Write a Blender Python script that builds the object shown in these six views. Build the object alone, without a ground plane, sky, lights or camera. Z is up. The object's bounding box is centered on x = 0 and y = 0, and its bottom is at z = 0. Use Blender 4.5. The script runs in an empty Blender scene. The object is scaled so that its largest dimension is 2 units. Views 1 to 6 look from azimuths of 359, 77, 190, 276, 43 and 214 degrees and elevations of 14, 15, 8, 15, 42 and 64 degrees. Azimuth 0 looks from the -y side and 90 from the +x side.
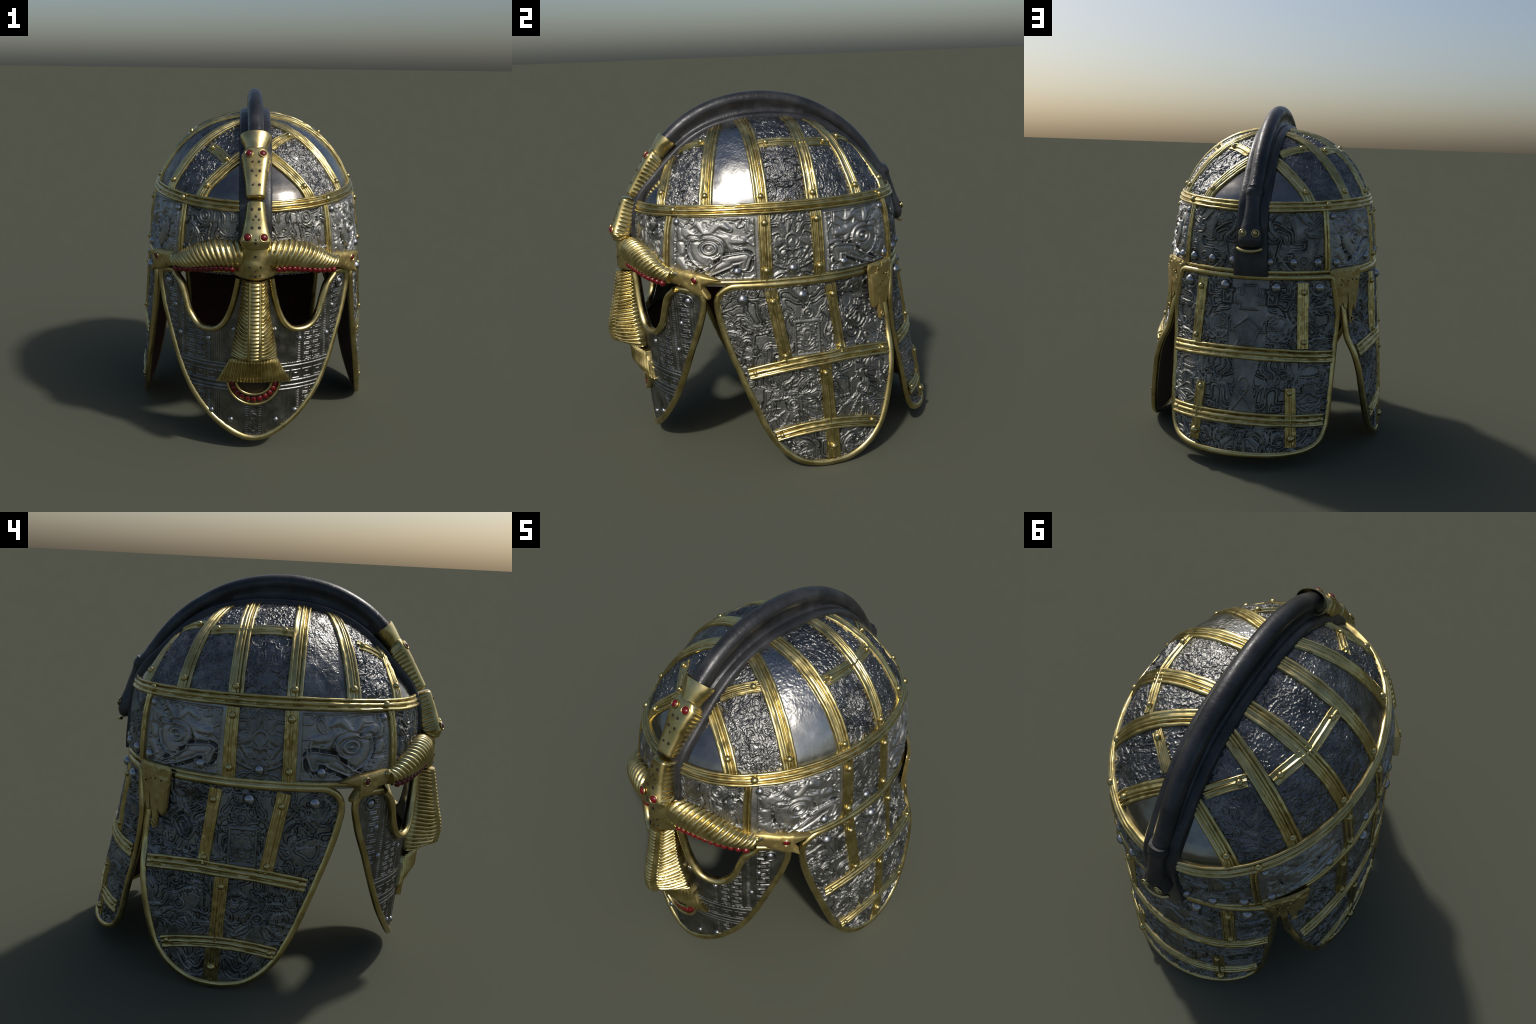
import bpy, math, random
import numpy as np
from mathutils import Matrix, Vector

random.seed(7)
YC = -0.013                     # centre of the skull along y

# ------------------------------------------------------------------ helpers
def spline(xs, ys):
    """Monotone (pchip-like) interpolation through control points."""
    xs = np.asarray(xs, float); ys = np.asarray(ys, float)
    h = np.diff(xs); d = np.diff(ys) / h
    m = np.zeros(len(xs)); m[0] = d[0]; m[-1] = d[-1]
    for i in range(1, len(xs) - 1):
        if d[i-1] * d[i] > 0:
            w1 = 2*h[i] + h[i-1]; w2 = h[i] + 2*h[i-1]
            m[i] = (w1 + w2) / (w1/d[i-1] + w2/d[i])
    def f(x):
        x = np.clip(np.asarray(x, float), xs[0], xs[-1])
        k = np.clip(np.searchsorted(xs, x) - 1, 0, len(h) - 1)
        t = (x - xs[k]) / h[k]
        return ((2*t**3 - 3*t**2 + 1)*ys[k] + (t**3 - 2*t**2 + t)*h[k]*m[k]
                + (-2*t**3 + 3*t**2)*ys[k+1] + (t**3 - t**2)*h[k]*m[k+1])
    return f

def curve_pts(ctrl, n, closed=False):
    """Catmull-Rom through control points, resampled to n equal steps."""
    P = np.asarray(ctrl, float); k = len(P); out = []
    rng = range(k if closed else k - 1)
    for i in rng:
        if closed:
            p0, p1, p2, p3 = P[(i-1) % k], P[i], P[(i+1) % k], P[(i+2) % k]
        else:
            p1, p2 = P[i], P[i+1]
            p0 = P[i-1] if i > 0 else 2*p1 - p2
            p3 = P[i+2] if i + 2 < k else 2*p2 - p1
        for t in np.linspace(0, 1, 24, endpoint=False):
            out.append(0.5*((2*p1) + (-p0 + p2)*t + (2*p0 - 5*p1 + 4*p2 - p3)*t*t + (-p0 + 3*p1 - 3*p2 + p3)*t**3))
    if not closed: out.append(P[-1])
    return resample(np.array(out), n, closed)

def resample(Q, n, closed=False):
    if closed: Q = np.vstack([Q, Q[:1]])
    s = np.r_[0, np.cumsum(np.linalg.norm(np.diff(Q, axis=0), axis=1))]
    t = np.linspace(0, s[-1], n, endpoint=not closed)
    return np.stack([np.interp(t, s, Q[:, c]) for c in range(Q.shape[1])], 1)

def unit(v):
    return v / np.maximum(np.linalg.norm(v, axis=-1, keepdims=True), 1e-9)

def sstep(a, b, x):
    t = np.clip((x - a) / (b - a), 0, 1); return t*t*(3 - 2*t)

# lattice noise (seeded by hashing), 3D
def _hash(i, j, k, s):
    h = (i*374761393 + j*668265263 + k*2147483647 + s*1274126177) & 0xffffffff
    h = ((h ^ (h >> 13)) * 1274126177) & 0xffffffff
    return ((h ^ (h >> 16)) & 0xffff) / 32767.5 - 1.0

def noise(x, y, z=0.0, seed=0):
    x, y, z = np.broadcast_arrays(np.asarray(x, float), np.asarray(y, float), np.asarray(z, float))
    xi, yi, zi = (np.floor(c).astype(np.int64) for c in (x, y, z))
    u, v, w = x - xi, y - yi, z - zi
    u, v, w = (c*c*c*(c*(c*6 - 15) + 10) for c in (u, v, w))
    r = 0
    for a in (0, 1):
        for b in (0, 1):
            for c in (0, 1):
                wt = (u if a else 1-u)*(v if b else 1-v)*(w if c else 1-w)
                r = r + wt*_hash(xi+a, yi+b, zi+c, seed)
    return r

def contour_lines(f, dx, dy, w):
    """Raised line of width w (same unit as dx, dy) along every whole-number contour of f, with a chased groove beside it."""
    g = np.hypot(dx, dy) + 1e-6; d = np.abs(f - np.round(f))/g
    return sstep(w, w*.55, d) - .55*sstep(w*.75, w*.2, np.abs(d - w*1.55))

def interlace(x, y, sc, seed, lines=2.2, warp=0.9, unit_m=1.0, w=.0058):
    """Chased ornament: raised winding lines that run in parallel round lobes. unit_m: metres per unit of x, y."""
    w = w/unit_m; e = w*.35
    def fld(x, y, k):
        X, Y = x*sc, y*sc
        wx = noise(X*.7+3.1, Y*.7, 0.5, seed+1); wy = noise(X*.7, Y*.7+5.7, 1.5, seed+2)
        return noise((X + warp*wx)*k, (Y + warp*wy)*k, 0.0, seed + int(k*10))
    n = fld(x, y, 1.0); nx = (fld(x + e, y, 1.0) - n)/e; ny = (fld(x, y + e, 1.0) - n)/e
    a = contour_lines(n*lines + .5, nx*lines, ny*lines, w)
    m = noise(x*sc*.6 + 9, y*sc*.6, 2.0, seed+3); k = 1.45
    n2 = fld(x, y, k); n2x = (fld(x + e, y, k) - n2)/e; n2y = (fld(x, y + e, k) - n2)/e
    b = contour_lines(n2*lines + .5, n2x*lines, n2y*lines, w*.8)
    mix = sstep(-.15, .15, m)
    h = .85*(a*mix + b*(1 - mix))
    return h + .42*sstep(.12, .30, n*mix + n2*(1 - mix)) + .10*n2

def coil(dx, dy, pitch, w=.0055, turn=1):
    """Spiral of raised wire round (0, 0)."""
    r = np.hypot(dx, dy) + 1e-5; f = r/pitch - turn*np.arctan2(dy, dx)/(2*np.pi)
    return contour_lines(f, np.full(r.shape, 1/pitch), 0*r, w)

def rings(r, radii, w=.005):
    return np.maximum.reduce([sstep(w, w*.5, np.abs(r - q)) - .5*sstep(w*.8, w*.2, np.abs(np.abs(r - q) - w*1.6)) for q in radii])

# 2D shapes used for the embossed figures; all return distance (<0 inside)
def d_caps(x, y, p, q, r0, r1=None):
    r1 = r0 if r1 is None else r1
    px, py = x - p[0], y - p[1]; bx, by = q[0]-p[0], q[1]-p[1]
    t = np.clip((px*bx + py*by)/(bx*bx + by*by), 0, 1)
    return np.hypot(px - t*bx, py - t*by) - (r0 + (r1 - r0)*t)

def d_poly(x, y, pts):
    pts = np.asarray(pts, float); d = np.full(x.shape, 9.); s = np.zeros(x.shape, bool)
    for i in range(len(pts)):
        a, b = pts[i], pts[(i+1) % len(pts)]
        d = np.minimum(d, d_caps(x, y, a, b, 0))
        c = ((a[1] > y) != (b[1] > y)) & (x < (b[0]-a[0])*(y-a[1])/((b[1]-a[1]) + 1e-12) + a[0])
        s ^= c
    return np.where(s, -d, d)

def pad(d, w=.025):            # rounded pad raised inside a shape
    return sstep(w, -w, d)

# ------------------------------------------------------------------ materials
def new_mat(name):
    m = bpy.data.materials.new(name); m.use_nodes = True
    nt = m.node_tree; return m, nt, nt.nodes["Principled BSDF"]

def N(nt, kind, **kw):
    n = nt.nodes.new(kind)
    for k, v in kw.items():
        if k in n.inputs: n.inputs[k].default_value = v
        else: setattr(n, k, v)
    return n

def coords(nt):
    return N(nt, "ShaderNodeTexCoord").outputs["Object"]

def noise_node(nt, co, scale, detail=4, rough=.55, dist=0.0):
    n = N(nt, "ShaderNodeTexNoise", Scale=scale, Detail=detail, Roughness=rough, Distortion=dist)
    nt.links.new(co, n.inputs["Vector"]); return n.outputs["Fac"]

def ramp(nt, fac, stops):
    r = nt.nodes.new("ShaderNodeValToRGB")
    while len(r.color_ramp.elements) < len(stops): r.color_ramp.elements.new(.5)
    for e, (p, c) in zip(r.color_ramp.elements, stops):
        e.position = p; e.color = (*c, 1) if len(c) == 3 else c
    nt.links.new(fac, r.inputs["Fac"]); return r.outputs["Color"]

def bump(nt, b, height, strength, dist=.01, prev=None):
    n = N(nt, "ShaderNodeBump", Strength=strength, Distance=dist)
    nt.links.new(height, n.inputs["Height"])
    if prev is not None: nt.links.new(prev, n.inputs["Normal"])
    nt.links.new(n.outputs["Normal"], b.inputs["Normal"]); return n.outputs["Normal"]

def metal(name, dark, mid, light, rough, scale, bump_scale, bump_str, metallic=1.0, rough_var=.12, dist=0.3, fine=True):
    m, nt, b = new_mat(name); co = coords(nt)
    c = ramp(nt, noise_node(nt, co, scale, 6, .62, dist), [(.30, dark), (.5, mid), (.72, light)])
    nt.links.new(c, b.inputs["Base Color"])
    g = lambda v: (v, v, v)
    rr = ramp(nt, noise_node(nt, co, scale*1.7, 5), [(.3, g(rough - rough_var)), (.7, g(rough + rough_var))])
    nt.links.new(rr, b.inputs["Roughness"])
    b.inputs["Metallic"].default_value = metallic
    p = bump(nt, b, noise_node(nt, co, bump_scale, 3, .6, .4), bump_str)
    if fine: bump(nt, b, noise_node(nt, co, bump_scale*4, 2), bump_str*.35, .004, p)
    return m

DARK_GROOVE = metal("dark_groove_metal", (.055, .058, .052), (.088, .092, .084), (.13, .133, .123), .52, 14, 60, .2)
TARNISH = metal("brown_tarnish", (.20, .14, .045), (.29, .215, .075), (.38, .29, .11), .42, 14, 24, .05, fine=False)
GOLD = metal("aged_gold", (.36, .285, .11), (.51, .42, .18), (.64, .545, .27), .31, 9, 24, .05, fine=False)
GOLD_PLATE = metal("dull_gold", (.36, .27, .095), (.45, .35, .135), (.53, .43, .18), .48, 7, 22, .08, metallic=.9, fine=False)
SILVER = metal("chased_silver", (.20, .20, .188), (.315, .315, .298), (.41, .41, .39), .50, 8, 60, .18)
IRON = metal("chased_iron", (.12, .122, .113), (.205, .207, .192), (.295, .295, .278), .51, 9, 70, .26)
BLUED = metal("blued_iron", (.07, .072, .073), (.155, .157, .156), (.25, .25, .245), .38, 9, 46, .9)
HAMMERED = metal("hammered_iron", (.07, .07, .068), (.15, .15, .145), (.25, .25, .24), .38, 9, 38, .7)
POLISHED = metal("polished_iron", (.24, .245, .24), (.33, .335, .325), (.41, .415, .40), .25, 7, 14, .10, rough_var=.09)
BLACK = metal("black_iron", (.022, .023, .025), (.038, .039, .041), (.065, .065, .066), .38, 7, 30, .14, metallic=.5)
def scratch(m):
    nt = m.node_tree; b = nt.nodes["Principled BSDF"]; prev = b.inputs["Normal"].links[0].from_socket
    mp = N(nt, "ShaderNodeMapping"); mp.inputs["Scale"].default_value = (3, 42, 9); mp.inputs["Rotation"].default_value = (.5, 0, 0)
    nt.links.new(coords(nt), mp.inputs["Vector"])
    f = noise_node(nt, mp.outputs["Vector"], 3.2, 3, .6, .6)
    bump(nt, b, ramp(nt, f, [(.40, (0, 0, 0)), (.43, (1, 1, 1))]), .22, .004, prev)
POLISHED_DARKENED = metal("polished_iron_darkened", (.14, .138, .13), (.20, .197, .187), (.26, .255, .245), .19, 7, 12, .08, rough_var=.07)  # polished iron, base colour lowered for the dark reflections in the end triangles
MASK_IRON = metal("mask_iron", (.09, .09, .086), (.18, .18, .172), (.30, .30, .285), .38, 11, 60, .18)
RIVET_IRON = metal("rivet_iron", (.22, .23, .24), (.36, .37, .39), (.46, .47, .49), .30, 20, 60, .12)

def simple(name, col, rough, metallic=0., coat=0., sub=None):
    m, nt, b = new_mat(name); co = coords(nt)
    dk = tuple(c*.6 for c in col)
    nt.links.new(ramp(nt, noise_node(nt, co, 14, 4), [(.3, dk), (.7, col)]), b.inputs["Base Color"])
    b.inputs["Roughness"].default_value = rough; b.inputs["Metallic"].default_value = metallic
    b.inputs["Coat Weight"].default_value = coat; b.inputs["Coat Roughness"].default_value = .08
    return m
GARNET = simple("garnet", (.14, .002, .005), .28, 0, .0)
scratch(BLACK)
LINING = simple("leather_lining", (.060, .018, .011), .75)
PIT = simple("dark_pit", (.030, .020, .010), .6, .3)

# ------------------------------------------------------------------ scene tree
def empty(name):
    o = bpy.data.objects.new(name, None); bpy.context.collection.objects.link(o); return o
ROOT = empty("ornate_helmet")
ROOT["label"] = "old warrior helmet of dark iron with gold straps"
ROOT["category"] = "helmet"

def add_obj(name, me, parent=None, mat=None):
    o = bpy.data.objects.new(name, me); bpy.context.collection.objects.link(o)
    o.parent = parent or ROOT
    if mat is not None and not me.materials: me.materials.append(mat)
    return o

def mesh(name, verts, faces, smooth=True, sharp=None):
    me = bpy.data.meshes.new(name)
    me.from_pydata(np.asarray(verts, float).reshape(-1, 3).tolist(), [], [list(map(int, f)) for f in faces])
    me.polygons.foreach_set("use_smooth", [smooth]*len(me.polygons))
    if sharp: me.set_sharp_from_angle(angle=math.radians(sharp))
    me.update(); return me

def quad_mesh(name, verts, quads, sharp=None):
    """Fast path for large quad-only meshes."""
    me = bpy.data.meshes.new(name); verts = np.asarray(verts, np.float32).reshape(-1, 3); quads = np.asarray(quads, np.int32)
    me.vertices.add(len(verts)); me.vertices.foreach_set("co", verts.ravel())
    me.loops.add(quads.size); me.loops.foreach_set("vertex_index", quads.ravel())
    me.polygons.add(len(quads))
    me.polygons.foreach_set("loop_start", np.arange(0, quads.size, 4, dtype=np.int32))
    me.polygons.foreach_set("use_smooth", np.ones(len(quads), bool))
    me.update(calc_edges=True); me.validate()
    if sharp: me.set_sharp_from_angle(angle=math.radians(sharp))
    return me

def grid_quads(nu, nv, wrap_u=False, off=0):
    iu = np.arange(nu if wrap_u else nu - 1); iv = np.arange(nv - 1)
    U, V = np.meshgrid(iu, iv, indexing="ij"); U2 = (U + 1) % nu
    return (off + np.stack([U*nv + V, U2*nv + V, U2*nv + V + 1, U*nv + V + 1], -1)).reshape(-1, 4)

def solid_grid(name, outer, inner, sharp=40, flip=False, step=5):
    """Closed-looking solid between two matching point grids (nu, nv, 3): fine front, skirt, coarser back."""
    nu, nv = outer.shape[:2]; n = nu*nv
    q = grid_quads(nu, nv); idx = np.arange(n).reshape(nu, nv)
    ring = np.r_[idx[:, 0], idx[-1, 1:], idx[-2::-1, -1], idx[0, -2:0:-1]]; k = len(ring)
    low = n + np.arange(k); nl = np.roll(low, -1); nxt = np.roll(ring, -1)
    side = np.stack([ring, low, nl, nxt], -1)
    su = np.unique(np.r_[np.arange(0, nu, min(step, max(1, nu//4))), nu - 1]); sv = np.unique(np.r_[np.arange(0, nv, min(step*2, max(1, nv//4))), nv - 1])
    back = inner[np.ix_(su, sv)]; qi = grid_quads(len(su), len(sv), off=n + k)[:, ::-1]
    Q = np.vstack([q, side, qi])
    if flip: Q = Q[:, ::-1]
    return quad_mesh(name, np.vstack([outer.reshape(-1, 3), inner.reshape(-1, 3)[ring], back.reshape(-1, 3)]), Q, sharp)

def recess(me, mask, mat=None):
    """Give the faces lying in chased grooves (mask over the leading quads) the darker groove material."""
    while len(me.materials) < 1: return
    me.materials.append(mat or DARK_GROOVE); idx = np.zeros(len(me.polygons), np.int32); m = np.asarray(mask).ravel(); idx[:len(m)] = m.astype(np.int32)
    me.polygons.foreach_set("material_index", idx); me.update()

def face_low(H, level):
    return (H[:-1, :-1] + H[1:, :-1] + H[:-1, 1:] + H[1:, 1:])/4 < level

def grid_normals(P):
    du = np.gradient(P, axis=0); dv = np.gradient(P, axis=1)
    return unit(np.cross(du, dv))

# straps --------------------------------------------------------------------
def beads(s, items):
    h = np.zeros_like(s)
    for c, hw, a in items:
        h = np.maximum(h, a*np.sqrt(np.clip(1 - ((s - c)/hw)**2, 0, 1)))
    return h
PROFILES = {
    "band":  [(-.74, .25, .0075), (-.36, .09, .003), (.02, .30, .0095), (.42, .08, .003), (.76, .23, .0075)],
    "rib":   [(-.74, .26, .0065), (-.40, .08, .004), (-.12, .20, .0095), (.25, .17, .0090), (.76, .24, .0070)],
    "rod":   [(-.86, .13, .0036), (0, .22, .0095), (.86, .13, .0036), (-.48, .10, .0014), (.46, .10, .0016)],
    "thin":  [(-.55, .42, .0085), (.5, .45, .0085)],
}
_strap_seed = [0]
def strap(name, C, Nn, hw, kind, parent, base=.007, lift=0.0, mat=None, wob=1.0):
    C = np.asarray(C); Nn = unit(np.asarray(Nn)); n = len(C); _strap_seed[0] += 11
    T = unit(np.gradient(C, axis=0)); B = unit(np.cross(T, Nn))
    s = np.linspace(-1, 1, 29); h = beads(s, PROFILES[kind]) + base + lift
    L = np.r_[0, np.cumsum(np.linalg.norm(np.diff(C, axis=0), axis=1))]
    S, LL = np.meshgrid(s, L); H = np.tile(h, (n, 1))
    H += wob*(.0011*noise(LL*38, S*2.5, 0, _strap_seed[0]) + .0009*noise(LL*16, S*6, 3, _strap_seed[0] + 1))
    Wd = hw*(1 + wob*.025*noise(LL*24, np.sign(S), 5, _strap_seed[0] + 2))
    P = C[:, None] + B[:, None]*(S*Wd)[..., None] + Nn[:, None]*H[..., None]
    lo = C[:, None] + B[:, None]*(S*Wd*1.0)[..., None] - Nn[:, None]*.012
    me = solid_grid(name, P, lo, 50); o = add_obj(name, me, parent, mat or GOLD)
    if kind != "rod": recess(me, face_low(H, base + lift + .0022), TARNISH)
    return o

def tube(name, C, Nn, rw, rh, parent, mat=None, closed=False, seg=16, offset=0.0, power=1.0, wob=0.03):
    """Rolled rim: oval section swept along C; rw across the surface, rh along its normal."""
    C = np.asarray(C); Nn = unit(np.asarray(Nn)); n = len(C); _strap_seed[0] += 7
    T = (np.roll(C, -1, 0) - np.roll(C, 1, 0)) if closed else np.gradient(C, axis=0)
    T = unit(T); B = unit(np.cross(T, Nn)); Nn = unit(np.cross(B, T))
    a = np.linspace(0, 2*np.pi, seg, endpoint=False)
    ca = np.sign(np.cos(a))*np.abs(np.cos(a))**power; sa = np.sign(np.sin(a))*np.abs(np.sin(a))**power
    rw = np.broadcast_to(rw, (n,)); rh = np.broadcast_to(rh, (n,))
    j = 1 + wob*noise(C[:, 0]*22, C[:, 1]*22, C[:, 2]*22, _strap_seed[0])
    P = C[:, None] + B[:, None]*(ca*(rw*j)[:, None])[..., None] + Nn[:, None]*((sa*(rh*j)[:, None]) + offset)[..., None]
    V = P.reshape(-1, 3); F = []
    for i in range(n if closed else n - 1):
        for k in range(seg):
            i2, k2 = (i + 1) % n, (k + 1) % seg
            F.append((i*seg + k, i2*seg + k, i2*seg + k2, i*seg + k2))
    if not closed:
        F.append(list(range(seg))[::-1][::-1]); F.append([(n-1)*seg + k for k in range(seg)][::-1])
    return add_obj(name, mesh(name, V, F, True, 60), parent, mat or GOLD)

def loft(name, sections, parent, mat, cap=True, sharp=45):
    S = np.asarray(sections); n, k = S.shape[:2]; F = []
    for i in range(n - 1):
        for j in range(k):
            j2 = (j + 1) % k
            F.append((i*k + j, i*k + j2, (i+1)*k + j2, (i+1)*k + j))
    if cap:
        F.append(list(range(k))[::-1]); F.append([(n-1)*k + j for j in range(k)])
    return add_obj(name, mesh(name, S.reshape(-1, 3), F, True, sharp), parent, mat)

# rivets ---------------------------------------------------------------------
def dome_mesh(name, r, h, mat, dents=.04, seed=0):
    V, F = [], []; seg, rings = 20, 7
    prof = [(1.0, -.55)] + [(math.cos(t), math.sin(t)) for t in np.linspace(0, math.pi/2, rings)][:-1]
    for i, (c, s) in enumerate(prof):
        for k in range(seg):
            a = 2*math.pi*k/seg
            j = 1 + dents*float(noise(math.cos(a)*1.7, math.sin(a)*1.7, i*.4, seed))
            V.append((r*c*j*math.cos(a), r*c*j*math.sin(a), h*s))
    V.append((0, 0, h)); top = len(V) - 1
    for i in range(len(prof) - 1):
        for k in range(seg):
            k2 = (k+1) % seg
            F.append((i*seg + k, i*seg + k2, (i+1)*seg + k2, (i+1)*seg + k))
    l = (len(prof) - 1)*seg
    F += [(l + k, l + (k+1) % seg, top) for k in range(seg)]
    me = mesh(name, V, F); me.materials.append(mat); return me
RIV_G = [dome_mesh("gold_rivet", .0185, .017, GOLD, .05, s) for s in (1, 2, 3)]
RIV_I = [dome_mesh("iron_rivet", .0245, .022, RIVET_IRON, .04, s) for s in (4, 5)]
GEM = dome_mesh("garnet_bead", 1.0, .75, GARNET, .03, 6)
PITM = dome_mesh("punched_pit", 1.0, .18, PIT, .06, 7)
STUD = dome_mesh("mask_stud", .0165, .013, RIVET_IRON, .05, 8)

def place(name, me, p, n, parent, scale=1.0):
    o = bpy.data.objects.new(name, me); bpy.context.collection.objects.link(o)
    n = Vector(n).normalized(); q = n.to_track_quat("Z", "Y")
    s = scale if hasattr(scale, "__len__") else (scale,)*3
    o.matrix_world = Matrix.LocRotScale(Vector(p), q, Vector(s)); o.parent = parent
    return o
def gold_rivet(p, n, parent, lift=.011, scale=1.0):
    k = scale*random.uniform(.93, 1.07)
    return place("gold_rivet", random.choice(RIV_G), np.asarray(p) + unit(np.asarray(n, float))*lift, n, parent, (k, k, k))
def iron_rivet(p, n, parent, lift=.004, scale=1.0):
    k = scale*random.uniform(.95, 1.05)
    return place("iron_rivet", random.choice(RIV_I), np.asarray(p) + unit(np.asarray(n, float))*lift, n, parent, (k, k, k))

# ================================================================== THE SKULL
# half width a(z) and half length b(z) of the oval skull, brim to crown
SZ = [1.040, 1.08, 1.15, 1.25, 1.34, 1.40, 1.46, 1.50, 1.55, 1.61, 1.67, 1.73, 1.775, 1.81, 1.835, 1.848, 1.853]
SA = [.625, .624, .620, .611, .600, .589, .570, .555, .532, .498, .452, .388, .324, .255, .172, .095, .0]
RB = [1.222, 1.224, 1.232, 1.242, 1.250, 1.250, 1.243, 1.222, 1.185, 1.152, 1.138, 1.143, 1.15, 1.15, 1.15, 1.15, 1.15]
SQUARE = spline([1.04, 1.15, 1.38, 1.44], [2.30, 2.28, 2.13, 2.0])        # fuller than an oval low down
def square(z, back): return 2 + (SQUARE(z) - 2)*np.where(back, .62, 1.0)
def profile_table():
    P = curve_pts(np.c_[SA, SZ], 900); ratio = spline(SZ, RB)(P[:, 1])
    return P[:, 0].clip(0), P[:, 1], ratio
TA, TZ, TR = profile_table()
TZ = np.maximum.accumulate(TZ)
def sk_a(z): return np.interp(z, TZ, TA)
def sk_b(z): return np.interp(z, TZ, TA*TR)

def skull(th, z):
    th, z = np.broadcast_arrays(np.asarray(th, float), np.asarray(z, float))
    p = square(z, np.cos(th) < 0); k = (np.abs(np.sin(th))**p + np.abs(np.cos(th))**p)**(-1/p)
    return np.stack([k*sk_a(z)*np.sin(th), YC - k*sk_b(z)*np.cos(th), z], -1)
def skull_normal(P):
    P = np.asarray(P, float); z = P[..., 2]; a, b = sk_a(z), sk_b(z); e = .004
    a = np.maximum(a, 1e-4); b = np.maximum(b, 1e-4)
    def f(x, y, zz):
        p = square(zz, y > YC); return (np.abs(x/np.maximum(sk_a(zz), .02))**p + np.abs((y - YC)/np.maximum(sk_b(zz), .02))**p)**(2/p)
    zc = np.minimum(z, 1.845)
    gz = (f(P[..., 0], P[..., 1], zc + e) - f(P[..., 0], P[..., 1], zc - e))/(2*e)
    gx = (f(P[..., 0] + e, P[..., 1], zc) - f(P[..., 0] - e, P[..., 1], zc))/(2*e)
    gy = (f(P[..., 0], P[..., 1] + e, zc) - f(P[..., 0], P[..., 1] - e, zc))/(2*e)
    g = np.stack([gx, gy, gz], -1)
    top = sk_a(z) < .06
    g[top] = (0, 0, 1)
    return unit(g)
def band_z(th):                      # middle of the gold brow band, a little lower at front and back
    return 1.434 - .030*np.cos(th/1.0)**2*(np.cos(th) > 0) - .022*np.cos(th)**2*(np.cos(th) <= 0)

# straps over the dome lie in upright planes: y as a line over |x|
RIB_LINES = [((.285, -.632), (.092, -.552)), ((.465, -.424), (.095, -.293)), ((.565, -.150), (.09, -.148)),
             ((.560, .122), (.09, .110)), ((.475, .391), (.078, .243)), ((.285, .604), (.100, .522))]
def rib_y(i, ax):
    (x0, y0), (x1, y1) = RIB_LINES[i]
    return y0 + (np.asarray(ax) - x0)*(y1 - y0)/(x1 - x0)

def dome_point_xy(x, y):
    """Drop a plan point on the dome (z from the oval through it)."""
    lo, hi = np.full(np.shape(x), 1.04), np.full(np.shape(x), 1.853)
    for _ in range(40):
        m = (lo + hi)/2; inside = (x/np.maximum(sk_a(m), 1e-4))**2 + ((y - YC)/np.maximum(sk_b(m), 1e-4))**2 < 1
        lo = np.where(inside, m, lo); hi = np.where(inside, hi, m)
    return np.stack([x, y, (lo + hi)/2], -1)

def rib_path(i, side, n=60, x_top=.055):
    (x0, y0), (x1, y1) = RIB_LINES[i]; pts = []
    k = (y1 - y0)/(x1 - x0); c = y0 - k*x0 - YC
    for z in np.r_[np.linspace(1.43, 1.80, 300), np.linspace(1.801, 1.8525, 300)]:
        a, b = float(sk_a(z)), float(sk_b(z))
        A = 1/a**2 + k*k/b**2; Bq = 2*k*c/b**2; Cq = c*c/b**2 - 1
        D = Bq*Bq - 4*A*Cq
        if D <= 0: break
        x = (-Bq + math.sqrt(D))/(2*A)
        if x < x_top: break
        pts.append((x*side, k*x + c + YC, z))
    P = resample(np.array(pts), n); return P, skull_normal(P)

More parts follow.
